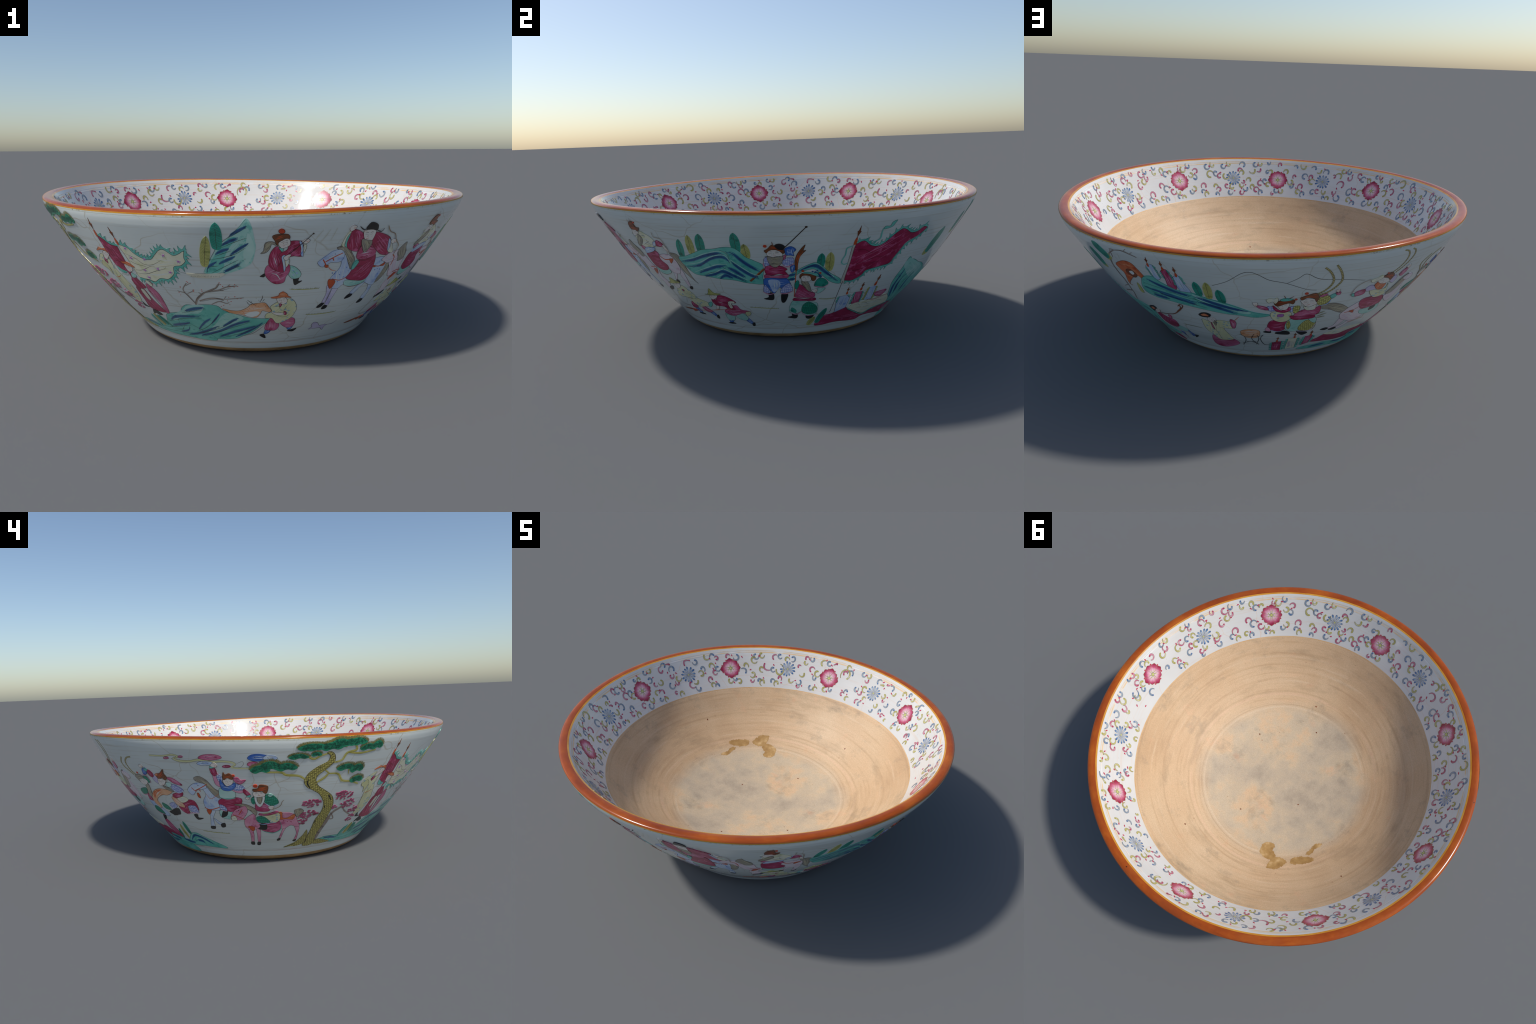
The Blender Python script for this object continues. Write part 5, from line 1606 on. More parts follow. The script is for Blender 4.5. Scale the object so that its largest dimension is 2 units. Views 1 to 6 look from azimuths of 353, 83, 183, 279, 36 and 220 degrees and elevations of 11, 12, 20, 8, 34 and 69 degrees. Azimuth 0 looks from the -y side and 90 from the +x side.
figure("blue_hills", 167.6, 437)
fill("banner_cloth", "pale_blue", [-157, 140, -125, 153, -120, 89, -150, 78])
flames([-157, 140, -150, 78], 4, 'teal', side=-1, spacing=10)
flames([-125, 153, -120, 89], 4, 'teal', side=1, spacing=10)
spear([-146, 142, -138, 190])
fill("banner_cloth", "crimson_pink", [-104, 127, -76, 140, -66, 87, -73, 39, -103, 44, -101, 90])
flames([-104, 127, -101, 90], 4, 'teal', side=-1, spacing=10)
flames([-76, 140, -66, 87], 4, 'teal', side=1, spacing=10)
spear([-91, 135, -87, 182])
fill("banner_cloth", "pale_blue", [-64, 105, -36, 118, -28, 77, -16, 31, -53, 26, -65, 62])
flames([-64, 105, -65, 62], 4, 'teal', side=-1, spacing=10)
flames([-36, 118, -28, 77], 4, 'teal', side=1, spacing=10)
spear([-47, 112, -45, 162])
plume([17, 22, 12, 96], 30, 'green')
plume([52, 13, 54, 99], 32, 'olive')
plume([101, -8, 91, 64], 34, 'green')
fill("hill", "teal", [-206, 73, -157, 90, -133, 68, -96, 46, -62, 33, -13, 32, 36, 14, 115, -10, 155, -26, 218, -55, 286, -72, 228, -87, 161, -77, 94, -72, 28, -61, -46, -51, -136, -41, -201, -37, -247, -18, -242, 22], ink=1.2)
fill("hill_wash", "pale_teal", [-14, 26, 35, 9, 114, -16, 207, -57, 163, -63, 75, -27, 9, -6], ink=0)
line("navy", 9, [-194, 68, -138, 44, -72, 22, -8, 10])
line("navy", 9, [-236, 14, -146, 3, -62, -14, -7, -21])
line("navy", 9, [-9, 18, 52, -8, 117, -31, 196, -52])
line("navy", 9, [-4, -12, 73, -37, 151, -66])
line("navy", 9, [-167, -1, -75, -16, -11, -34])
line("navy", 9, [-206, -20, -128, -26])
line("ink", 1.4, [-220, 40, -134, 27, -55, 4, 4, -5])
line("ink", 1.4, [-21, 4, 49, -23, 147, -51])
line("ink", 1.4, [-211, -7, -122, -12, -39, -32, 32, -46])

figure("far_mountains", -179.1, 568)
line("ink", 1.8, [-139, -46, -78, -18, -22, 25, 11, 31, 39, 18, 77, -7, 139, -25, 222, -62, 266, -71], taper=0.3)
line("ink", 1.8, [144, -25, 181, -3, 209, 18, 251, -6, 285, -17, 353, -26, 471, -51], taper=0.3)

figure("drummer", 149.7, 227)
fill("rock", "teal", [-151, 65, -70, 69, -48, 30, -76, -67, -28, -125, -222, -192, -215, -112, -214, -46], ink=1)
line("navy", 7, [-118, 42, -95, -7, -198, -138])
fill("trousers", "pale_teal", [25, -29, 60, -29, 87, -50, 44, -75, 5, -70])
fill("leg", "blue", [82, -47, 89, -69, 98, -87, 69, -105])
fill("leg", "blue", [-5, -98, 19, -93, 5, -127])
fill("shoe", "black", [97, -85, 118, -84, 87, -110])
line("black", 3, [7, -115, 8, -146])
fill("robe", "crimson", [-27, 49, 11, 24, 51, 12, 42, -34, -8, -57, -40, -44, -43, -5])
fill("sleeve", "crimson_pink", [40, 48, 53, 47, 42, 23, 29, 22])
line("ink", 1.2, [-20, 24, 12, -35])
fill("hat", "black", [-51, 68, -14, 88, -6, 72, -42, 41, -55, 45])
fill("hat_crown", "orange", [-45, 65, -19, 77, -21, 61, -40, 52])
fill("face", "skin", [-21, 61, 8, 74, -2, 51, -31, 35])
line("brown", 4, [-4, 44, 42, 56, 86, 74, 123, 106, 145, 131, 156, 151, 147, 155, 132, 139], taper=0.2)
line("brown", 4, [110, 97, 139, 129, 142, 151], taper=0.2)
line("olive_dark", 2.4, [90, 4, 134, 7, 183, 6])

figure("old_sage", 170.0, 239)
fill("lower_robe", "crimson_pink", [-42, -52, -13, -83, 51, -67, 73, -109, -1, -151, -54, -148, -66, -115])
fill("robe", "cream_sprig", [-49, 68, -19, 53, 19, 73, 54, 70, 75, 64, 63, 20, 27, 16, 41, -35, 51, -70, -14, -86, -37, -44, -54, -17, -57, 23])
fill("sleeve", "crimson_pink", [64, 86, 84, 70, 75, 26, 62, 30])
fill("lining", "crimson", [-18, 60, -15, 37, -16, -4, -22, 15])
line("ink", 1.2, [-13, 7, -7, -45, -5, -78])
line("ink", 1.2, [27, 16, 6, 22])
line("teal", 3, [-24, -38, -32, -69])
line("orange_deep", 2, [72, 68, 100, 110])
fill("face", "skin", [-23, 83, 1, 90, 8, 71, -11, 52, -24, 59])
fill("beard", "hair_grey", [1, 71, 6, 56, -3, 30, -7, 48])
dots("black", 1.6, [-8, 69])
fill("hat", "black", [-55, 94, -40, 111, -18, 116, -5, 105, -17, 88, -42, 84])
fill("hat_crown", "orange", [-46, 98, -27, 109, -15, 95, -37, 92], ink=0)

figure("brazier", -178.7, 196)
fill("bowl", "deer_orange", [-48, 49, -12, 66, 25, 55, 21, 7, -17, -4, -46, 15])
line("black", 3, [-57, 22, -39, 7, -34, -27, -51, -72], taper=0.3)
line("black", 3, [4, 31, -7, -12, 22, -65], taper=0.3)
line("black", 3, [-38, 10, 1, 9, 40, 18], taper=0.3)
line("black", 3, [41, 24, 30, -10, 48, -61, 75, -64], taper=0.3)
line("black", 3, [-32, -40, 11, -36], taper=0.3)
line("black", 3, [-53, -57, -14, -38, 23, -55], taper=0.3)
line("black", 3, [15, 23, 23, -10, 10, -63], taper=0.3)

figure("armoured_guard", -170.8, 364, 1)
fill("boot", "black", [-67, -121, -48, -111, -32, -115, -34, -129])
fill("skirt", "crimson", [-36, -39, 34, -43, 31, -98, -4, -116, -48, -94])
line("pale_blue", 4, [-50, -97, -4, -119, 26, -111])
fill("trousers", "pink", [-59, -107, -50, -84, -37, -97, -35, -115])
fill("belt", "cream_sprig", [-37, 16, 35, 14, 39, -32, 6, -48, -31, -27])
fill("buckle", "lilac_pink", [-14, 2, 7, 6, 11, -10, -10, -13])
fill("sleeve", "mail_lilac", [-55, 52, -29, 49, -23, 26, -49, 28])
fill("sleeve", "crimson_pink", [-98, 58, -72, 55, -52, 43, -54, 31, -82, 39])
fill("hand", "skin", [-110, 74, -95, 78, -90, 63, -99, 52])
fill("shoulder", "mail_lilac", [25, 43, 45, 50, 51, 25, 34, 18])
fill("torso", "crimson", [-35, 58, -3, 27, 26, 47, 34, 29, 9, 14, -25, 28])
fill("face", "skin", [-20, 66, 23, 73, 19, 36, -3, 35])
fill("hair", "brown", [-31, 72, -4, 87, 40, 87, 39, 64, 23, 70, 3, 63, -18, 54])
fill("scarf", "cream", [-61, 91, -47, 101, -33, 97, -22, 104, -18, 85, -27, 70, -39, 82, -51, 74])
fill("cap", "teal", [-11, 90, 9, 99, 34, 92, 25, 85, 1, 82])
line("brown", 3, [9, 97, 0, 114])
line("brown", 3, [17, 93, 36, 108])
dots("red_dot", 5, [46, 89])

figure("armoured_guard", -163.6, 353, 1)
pheasant([11, 119, 38, 137, 55, 166, 54, 197, 34, 234, 12, 257], 7)
pheasant([22, 115, 55, 129, 79, 158, 87, 188, 72, 228, 48, 265], 7)
fill("boot", "black", [-113, -115, -77, -103, -48, -116, -49, -134, -105, -126])
fill("boot", "black", [-15, -114, 17, -118, 44, -131, 19, -146])
fill("skirt", "pale_teal", [-67, -23, -17, -22, 17, -20, 25, -68, -16, -109, -58, -104, -77, -74])
fill("apron", "mail_yellow", [-15, -81, 10, -35, 57, -54, 59, -108, 0, -108])
line("lilac", 5, [-12, -112, 47, -113, 62, -65])
fill("apron", "mail_yellow", [-73, -55, -66, -28, -53, -67, -61, -91])
fill("scarf", "pale_teal", [9, -10, 48, -25, 56, -59, 30, -45])
fill("torso", "crimson_pink", [-50, 13, -19, 36, 19, 35, 44, 51, 50, 8, 14, -8, -43, -5])
fill("belt", "crimson", [-67, 4, -20, -6, 32, -3, 35, -23, -44, -25])
fill("shoulder", "mail_yellow", [-61, 57, -37, 59, -38, 26, -55, 20])
fill("shoulder", "mail_yellow", [19, 94, 51, 108, 76, 92, 65, 64, 36, 57])
line("pale_blue", 4, [36, 54, 69, 59, 79, 88])
fill("sleeve", "crimson_pink", [26, 108, 43, 120, 57, 114, 38, 103])
fill("cuff", "teal", [67, 103, 80, 114, 93, 106, 81, 88])
fill("cuff", "crimson_pink", [85, 117, 104, 120, 105, 105, 94, 105])
fill("hand", "skin", [81, 129, 91, 138, 99, 132, 94, 120])
fill("face", "skin", [-38, 95, 9, 97, 25, 62, -6, 53, -28, 71])
line("ink", 1.4, [-28, 85, -16, 85])
line("ink", 1.4, [-6, 86, 6, 90])
line("orange", 1.4, [-12, 68, 3, 70])
fill("collar", "cream", [-23, 57, -1, 52, 22, 63, 24, 35, -8, 35])
fill("cap", "brown", [-44, 106, -36, 112, -16, 121, 12, 127, 26, 101, 21, 79, 7, 100, -18, 107, -35, 95])
dots("red_dot", 6, [-25, 130])
line("olive_dark", 4, [39, -1, 75, 15])
line("olive_dark", 4, [47, -14, 86, 1])
line("olive_dark", 4, [47, -23, 84, -19])

figure("camp_banners", -164.0, 149)
fill("banner_cloth", "crimson", [-95, 2, -51, 15, -45, -69, -93, -69], sharp=True)
flames([-95, 2, -93, -69], 6, 'teal', side=-1, spacing=9)
flames([-51, 15, -45, -69], 6, 'teal', side=1, spacing=9)
spear([-73, 10, -71, 52])
fill("banner_cloth", "cream", [-31, 33, 12, 37, 23, -57, -28, -62], sharp=True)
flames([-31, 33, -28, -62], 6, 'teal', side=-1, spacing=9)
flames([12, 37, 23, -57], 6, 'teal', side=1, spacing=9)
spear([-3, 38, -6, 77])
fill("banner_cloth", "crimson_pink", [40, 40, 76, 44, 79, -22, 45, -38], sharp=True)
flames([40, 40, 45, -38], 6, 'teal', side=-1, spacing=9)
flames([76, 44, 79, -22], 6, 'teal', side=1, spacing=9)
spear([64, 43, 60, 83])
scribble([-20, 11, -10, -43], 'lilac_pink')

figure("rock_bank", -144.6, 91)
fill("rock", "teal", [-175, -14, -142, 2, -90, 6, -36, 9, 50, -11, 119, 3, 178, 24, 270, -53, 139, -54, -11, -31, -117, -26], ink=1)
fill("ground_cloth", "crimson", [-131, 40, -107, 67, -82, 90, -16, 64, 66, 63, 119, 77, 172, 24, 119, 3, 36, 6, -59, 24], ink=1)
fill("cloud", "cream", [-93, 94, -66, 105, -22, 115, 60, 104, 101, 81, 26, 64, -33, 70], ink=0.9)
line("navy", 8, [-116, -13, -70, -7, -22, -14])
line("navy", 7, [6, -8, 67, -21, 117, -13])
line("teal", 3, [-52, 92, -27, 92])

figure("mounted_archer", -144.7, 357)
pheasant([28, 168, 53, 197, 61, 233, 45, 269, 21, 280], 6)
pheasant([47, 163, 74, 196, 87, 234, 77, 267, 59, 279], 6)
fill("tail", "hair_grey", [-234, 41, -189, 54, -138, 39, -75, -7, -57, -21, -95, -25, -135, -10, -175, 13, -210, 24])
fill("leg", "horse_pink", [-96, -63, -61, -82, -77, -116, -112, -133, -129, -121, -104, -108])
fill("leg", "horse_pink", [-27, -93, 2, -99, -31, -125, -63, -143, -79, -130, -54, -116])
fill("hoof", "black", [-164, -128, -142, -118, -123, -126, -135, -137])
fill("hoof", "black", [-116, -138, -96, -127, -73, -134, -89, -146])
fill("hindquarters", "horse_pink", [-102, -13, -77, 14, -38, 28, 24, -41, 36, -90, -1, -101, -81, -74, -110, -37])
line("orange_deep", 4, [-95, -25, -57, -21, -30, -3], taper=0.1)
fill("tassel", "orange_deep", [-75, -20, -52, -18, -43, -38])
line("orange", 2.4, [-29, -106, 16, -111, 42, -92])
line("orange", 2.4, [23, -100, 61, -103, 50, -72])
fill("saddle_cloth", "pale_teal", [-10, -32, 50, -24, 81, -8, 117, -58, 75, -78, 13, -62])
fill("boot", "black", [58, -54, 47, -17, 78, -24, 85, -49])
fill("skirt", "crimson", [-48, 31, -23, 47, 68, 36, 96, -15, 52, -26, -4, -25, -35, 3])
fill("robe", "cream_sprig", [-33, 92, 46, 80, 47, 109, 71, 57, 65, 39, 12, 41])
fill("sleeve", "lilac", [-61, 107, -43, 122, -17, 109, -3, 91, -29, 91, -48, 90])
fill("sleeve", "crimson_pink", [-106, 81, -95, 100, -61, 104, -57, 78, -97, 73])
fill("cuff", "teal", [-116, 90, -105, 92, -96, 74, -110, 79])
fill("shoulder", "lilac", [43, 125, 57, 149, 77, 132, 72, 105])
fill("sleeve", "crimson_pink", [81, 145, 89, 167, 109, 175, 112, 150, 99, 133])
fill("hand", "skin", [93, 182, 105, 193, 115, 181, 113, 170])
fill("beard", "orange", [-25, 119, -4, 140, 30, 118, 28, 85, 1, 89])
fill("face", "skin", [-27, 148, 2, 154, 44, 128, 25, 116, -7, 125])
line("ink", 1.2, [-4, 140, 9, 140])
fill("hair", "brown", [-6, 157, 23, 173, 47, 155, 44, 128, 22, 145])
dots("red_dot", 5, [8, 172])
fill("scarf", "cream", [-60, 153, -38, 162, -12, 169, -10, 151, -43, 138])
line("brown_line", 2.6, [-63, 160, -94, 147, -112, 126, -117, 98, -119, 84], taper=0.1)
line("buff_line", 1.2, [-63, 154, -85, 79, -131, 36])
fill("neck", "horse_pink", [84, 22, 119, 49, 124, 99, 144, 115, 158, 73, 172, 15, 148, -25])
fill("mane", "hair_grey", [84, 41, 105, 83, 124, 117, 150, 130, 149, 91, 137, 58, 115, 35])
fill("head", "horse_pink", [129, 112, 149, 127, 185, 119, 192, 95, 164, 90])
line("orange_deep", 3, [141, 71, 154, 104])

figure("armoured_guard", -124.4, 364, 1)
pheasant([-43, 107, -67, 127, -89, 150, -88, 172, -61, 198], 6)
pheasant([-24, 109, -46, 129, -54, 156, -47, 178, -18, 197, 13, 203], 6)
fill("boot", "black", [-32, -113, -4, -106, -23, -132, -51, -140])
fill("boot", "black", [58, -83, 104, -71, 101, -93, 112, -97, 80, -98])
fill("skirt", "pale_blue", [-50, -24, -14, -30, 11, -58, 39, -92, 31, -111, -12, -109, -47, -81, -56, -49])
fill("apron", "mail_green", [-40, -59, -7, -66, 3, -103, -36, -98, -60, -83])
fill("apron", "mail_green", [48, -33, 79, -47, 85, -70, 51, -68, 39, -55])
line("pink", 4, [-65, -87, -43, -103, 0, -107])
line("crimson_pink", 4, [0, -50, 7, -77])
fill("torso", "crimson", [-22, 14, -14, -14, -12, -28, -42, -26, -40, -8])
fill("sleeve", "mail_green", [-61, 33, -11, 41, -24, 13, -71, 4, -76, 17])
line("pink", 4, [-70, 17, -71, 0, -29, 2])
fill("shoulder", "mail_green", [22, 107, 52, 106, 59, 82, 39, 74, 23, 92])
line("pink", 4, [24, 117, 55, 108, 58, 73])
fill("sleeve", "blue", [48, 145, 74, 151, 65, 123, 40, 118])
fill("beard", "hair_grey", [10, 77, 31, 61, 8, 4, -17, 1, -1, 42])
fill("face", "skin", [-21, 89, 21, 95, 40, 80, 7, 60, -19, 69])
fill("cap", "hair_grey", [-39, 104, 3, 115, 26, 99, -17, 88, -18, 74, -32, 87])
dots("red_dot", 7, [-5, 122])
fill("sash", "deer_orange", [33, 26, 81, 46, 129, 48, 169, 39, 129, 18, 92, 15, 50, -2, 21, -24, 24, -46, 13, -65, -11, -44, -6, -13])
fill("sash_light", "orange", [32, 21, 84, 43, 104, 42, 62, 24, 16, -10], ink=0)

figure("armoured_guard", -112.4, 381, 2)
fill("boot", "black", [54, -100, 78, -97, 74, -115, 103, -117, 63, -127])
fill("boot", "black", [-90, -90, -29, -72, -37, -104, -67, -111, -97, -117])
fill("skirt", "crimson", [-11, -52, 50, -21, 89, -17, 103, -37, 99, -72, 82, -53, 43, -56, 35, -91, 16, -98, -8, -83])
fill("apron", "mail_lilac", [47, -52, 90, -48, 92, -86, 51, -85])
line("pink", 4, [17, -97, 56, -89, 91, -88])
fill("apron", "mail_lilac", [-75, -53, -40, -40, -26, -59, -60, -75])
fill("sash", "deer_orange", [-26, -7, 4, -15, 25, -43, 21, -62, -15, -54, -28, -32])
fill("belt", "cream", [4, -12, 49, 0, 67, -17, 24, -35])
fill("torso", "crimson", [-4, 11, 50, 22, 43, 3, -1, -12, -16, -2])
fill("shoulder", "mail_lilac", [6, 60, 41, 54, 62, 31, 30, 20, 2, 36])
line("pale_blue", 4, [1, 34, 29, 18, 64, 30])
fill("scarf", "crimson_pink", [1, 94, 36, 90, 69, 60, 35, 64, 13, 78])
fill("collar", "green_wash", [-18, 66, 10, 67, 4, 50, -17, 46])
fill("shoulder", "lilac", [-77, 106, -53, 100, -60, 59, -77, 65, -86, 81])
fill("sleeve", "crimson", [-101, 125, -82, 124, -69, 101, -86, 90, -101, 105])
fill("cuff", "teal", [-109, 135, -94, 127, -105, 117, -114, 126])
fill("hand", "skin", [-138, 145, -116, 153, -112, 140, -130, 135])
fill("face", "skin", [-51, 86, -13, 80, -32, 56, -60, 48, -63, 64])
line("ink", 1.4, [-47, 74, -35, 73])
line("ink", 1.8, [-56, 51, -22, 37, 3, 24])
fill("beard", "hair_grey", [-47, 49, -14, 41, 7, 23, -22, 27])
fill("cap", "brown", [-54, 104, -23, 117, 1, 135, -4, 113, 3, 94, -13, 80, -25, 91, -49, 86])
fill("cap_tip", "orange", [-59, 107, -40, 112, -43, 101, -57, 99])

figure("cloud_scroll", -99.0, 558)
line("olive_pale", 9, [-263, 24, -206, 23, -170, 25, -128, 30, -105, 22, -131, 12, -102, 2, -50, 3, -7, 9, 48, 1, 96, 4, 137, -1, 151, -12, 133, -24, 174, -29, 247, -29], taper=0.3)
line("ink", 1.1, [-261, 26, -204, 26, -168, 28, -127, 34, -99, 23, -125, 13, -98, 7, -48, 7, -6, 14, 50, 6, 97, 7, 140, 3, 156, -12, 139, -22, 174, -25, 248, -26])
line("ink", 1.1, [-265, 20, -208, 20, -171, 22, -135, 26, -113, 22, -140, 11, -104, -3, -51, -2, -9, 4, 47, -4, 95, -1, 131, -5])
line("ink", 1.1, [158, -8, 183, 3, 188, -9, 175, -23, 161, -21])
fill("cloud", "crimson_pink", [-8, 18, 12, 31, 50, 36, 85, 31, 98, 20, 70, 11, 22, 9])
line("ink", 1.1, [74, 27, 48, 29, 26, 22, 45, 16, 70, 20, 58, 24])
fill("cloud", "pale_blue", [-22, -9, -7, 1, 21, 4, 46, 1, 55, -7, 35, -14, -1, -16])
line("ink", 1.1, [38, -2, 19, -1, 2, -6, 16, -10, 34, -7, 26, -4])
fill("cloud", "crimson_pink", [92, -21, 100, -15, 114, -13, 127, -15, 132, -20, 121, -25, 103, -26])
line("ink", 1.1, [123, -17, 113, -16, 105, -19, 112, -22, 121, -20, 117, -19])
fill("cloud", "crimson_pink", [-105, 20, -99, 26, -89, 28, -81, 26, -79, 22, -87, 18, -99, 17])
line("ink", 1.1, [-84, 24, -90, 25, -97, 22, -93, 20, -86, 21, -89, 23])
fill("cloud", "crimson_pink", [-185, 13, -177, 19, -166, 21, -156, 19, -154, 14, -164, 10, -178, 9])
line("ink", 1.1, [-160, 17, -167, 18, -175, 15, -170, 12, -163, 14, -165, 16])
fill("cloud", "blue", [207, 16, 222, 32, 255, 36, 287, 29, 301, 16, 277, 5, 235, 4])
line("ink", 1.1, [278, 25, 255, 28, 236, 21, 254, 12, 275, 17, 264, 22])
fill("cloud", "crimson_pink", [203, -12, 212, -1, 231, 2, 250, -3, 257, -12, 243, -19, 219, -20])
line("ink", 1.1, [244, -6, 231, -4, 220, -9, 230, -14, 243, -11, 236, -8])
fill("cloud", "pale_blue", [272, 15, 281, 27, 302, 30, 323, 25, 333, 15, 317, 7, 290, 6])
line("ink", 1.1, [317, 22, 302, 24, 290, 19, 302, 12, 316, 15, 308, 19])

figure("mounted_commander", -96.1, 384)
fill("leg", "horse_blue", [-79, -63, -41, -61, -76, -116, -88, -165, -112, -168, -89, -108])
fill("hoof", "black", [-113, -165, -86, -164, -94, -180, -119, -180])
fill("leg", "horse_blue", [-74, -116, -64, -122, -44, -139, -24, -148, -39, -158, -64, -143])
fill("hoof", "black", [-46, -149, -21, -142, -24, -163, -46, -168])
fill("neck", "horse_blue", [-69, 70, -47, 63, -26, 24, 1, 3, -16, -60, -56, -70, -92, -60, -92, -23, -67, 14, -73, 41])
fill("mane", "hair_grey", [-98, 97, -72, 105, -44, 87, -20, 49, 5, 27, -3, -3, -30, 14, -50, 51, -68, 71, -95, 82])
fill("head", "horse_blue", [-150, 37, -123, 61, -93, 72, -57, 68, -54, 48, -81, 40, -106, 33, -132, 9, -149, 19])
dots("black", 3, [-90, 60])
line("orange_deep", 3.6, [-127, 48, -119, 36, -109, 28], taper=0.1)
line("orange_deep", 3.6, [-115, 32, -81, 48, -46, 67], taper=0.1)
line("orange_deep", 3.6, [-93, 42, -88, 29], taper=0.1)
fill("tassel", "orange_deep", [-109, 20, -100, 18, -99, -5, -110, 0])
line("orange", 2, [-65, 19, -48, -7, 5, 27])
line("orange_deep", 4, [-99, -56, -69, -66, -16, -50], taper=0.1)
fill("tassel", "orange_deep", [-93, -68, -67, -70, -89, -95])
fill("saddle_cloth", "pale_teal", [-19, -66, 39, -73, 43, -99, 23, -115, -11, -113, -29, -99])
fill("boot", "black", [-4, -68, 17, -70, 5, -97, -25, -106])
fill("skirt", "crimson", [-1, -6, 79, 2, 98, -16, 64, -68, 13, -70, -17, -35])
fill("apron", "mail_blue", [-12, -35, 11, -47, 14, -69, -18, -60])
line("pink", 4, [-20, -63, 12, -73])
fill("torso", "green_wash", [6, 48, 29, 38, 67, 40, 70, 6, 30, -2, -2, 5])
line("teal", 5, [-1, 3, 29, -5, 70, 1])
fill("sleeve", "pink", [-6, 118, 15, 122, 19, 75, 14, 56, -5, 67, -9, 92])
fill("sleeve", "mail_blue", [7, 111, 29, 112, 26, 79, 11, 84])
fill("sleeve", "crimson", [-12, 148, 6, 150, 12, 121, -3, 109, -13, 123])
fill("cuff", "teal", [-11, 155, 5, 158, 7, 149, -11, 145])
fill("hand", "skin", [-7, 162, 10, 172, 20, 158, 12, 150, -4, 154])
fill("sleeve", "pink", [61, 47, 80, 39, 113, 44, 121, 34, 92, 26, 66, 36])
fill("sleeve", "mail_blue", [76, 73, 111, 61, 115, 45, 80, 38, 63, 49])
fill("sleeve", "crimson", [112, 47, 139, 18, 132, 6, 110, 27])
fill("cuff", "teal", [121, 11, 138, 17, 139, 8, 124, 3])
fill("hand", "skin", [113, 2, 125, 6, 134, 0, 123, -9])
fill("scarf", "crimson_pink", [75, 99, 94, 102, 104, 90, 126, 90, 103, 71, 82, 80])
fill("scarf", "blue", [19, 95, 28, 75, 42, 59, 77, 77, 80, 59, 53, 38, 20, 42, 13, 70])
fill("face", "skin", [35, 95, 70, 101, 69, 74, 43, 61, 31, 78])
line("ink", 1.4, [49, 85, 45, 88])
line("ink", 1.4, [39, 75, 45, 73])
fill("crown", "brown", [38, 128, 44, 116, 62, 122, 75, 106, 69, 93, 50, 101, 36, 91, 31, 101])
dots("red_dot", 8, [77, 111])

figure("grass_tuft", -102.4, 181)
grass([-75, 3, 0, -1, 66, -3], 'olive_dark', ground=True)

figure("rock_bank", -115.2, 121)
plume([-27, 27, -18, 109], 22, 'green')
plume([-71, -4, -50, 88], 20, 'olive')
plume([-120, -13, -86, 55], 18, 'green')
fill("banner_cloth", "crimson_pink", [-145, 100, -119, 95, -113, 1, -155, -20, -168, 29])
fill("ground_cloth", "crimson", [-311, 40, -232, 40, -238, -9, -297, -16, -378, -4])
fill("rock", "teal", [-228, 0, -130, -9, -86, -18, -40, 18, -10, 39, 22, 42, 49, 23, 91, -1, 157, -41, 86, -43, 18, -42, -63, -46, -172, -42, -234, -28], ink=1.2)
line("navy", 9, [-128, -19, -87, -27, -41, -31])
line("navy", 9, [-56, -13, -9, 23, 23, 21, 54, 1, 85, -23])
line("navy", 9, [-11, -8, 19, -10, 32, -23])
line("navy", 9, [-226, -16, -161, -26])
line("pale_teal", 4, [-62, -10, -12, 32, 16, 34, 70, 7, 112, -30])
line("pale_teal", 4, [-39, -20, -5, 3, 28, 1, 59, -22])

figure("old_general", -83.4, 318)
fill("leg", "horse_rose", [-81, -97, -54, -113, -57, -184, -73, -191, -72, -136])
fill("leg", "horse_rose", [-36, -97, -14, -107, -21, -192, -34, -192, -35, -143])
fill("hoof", "black", [-77, -191, -58, -190, -58, -209, -78, -207])
fill("hoof", "black", [-38, -193, -19, -192, -23, -211, -41, -211])
fill("leg", "horse_rose", [106, -93, 125, -91, 108, -135, 98, -172, 86, -175, 99, -128])
fill("leg", "horse_rose", [162, -94, 190, -105, 194, -148, 194, -187, 181, -189, 184, -144])
fill("hoof", "black", [78, -178, 95, -168, 96, -182, 81, -187])
fill("hoof", "black", [174, -192, 192, -183, 193, -196, 178, -197])
fill("tail", "hair_grey", [148, -10, 159, -1, 176, 1, 194, -14, 182, -31, 166, -45])
fill("hindquarters", "horse_rose", [77, -27, 117, -18, 154, -32, 171, -63, 190, -102, 166, -100, 142, -92, 114, -109, 91, -104])
fill("crupper", "orange", [74, -16, 92, -16, 96, -43, 120, -46, 148, -28, 157, -38, 147, -58, 115, -53, 84, -54])
dots("crimson", 3, [103, -63, 122, -69, 141, -70])
fill("chest", "horse_rose", [-86, -50, -36, -17, -34, -54, -14, -57, -13, -91, -51, -113, -88, -97])
line("orange_deep", 4, [-90, -91, -66, -100, -38, -94])
fill("tassel", "orange_deep", [-76, -91, -46, -94, -46, -113, -58, -119])
fill("mane", "hair_grey", [-123, 31, -85, 36, -52, 24, -25, 0, -32, -29, -55, -1, -87, 20])
fill("head", "horse_rose", [-154, -38, -130, -2, -97, 17, -74, 24, -68, -6, -98, -49, -131, -55, -152, -53])
fill("muzzle", "cream", [-150, -35, -131, -31, -126, -54, -151, -55])
dots("black", 3, [-109, 1])
line("orange_deep", 3.6, [-140, -24, -114, -36, -86, -53], taper=0.1)
line("orange_deep", 3.6, [-91, 7, -112, -24], taper=0.1)
fill("saddle_cloth", "crimson_pink", [1, -73, 38, -74, 83, -66, 91, -108, 59, -129, 21, -124, -6, -113])
line("teal", 4, [-4, -117, 21, -129, 59, -133, 94, -111, 88, -70])
fill("boot", "black", [-15, -75, 18, -79, 16, -111, -25, -107, -14, -97])
fill("skirt", "cream_sprig", [-2, -19, 73, -15, 83, -51, 64, -70, 28, -64, 7, -42])
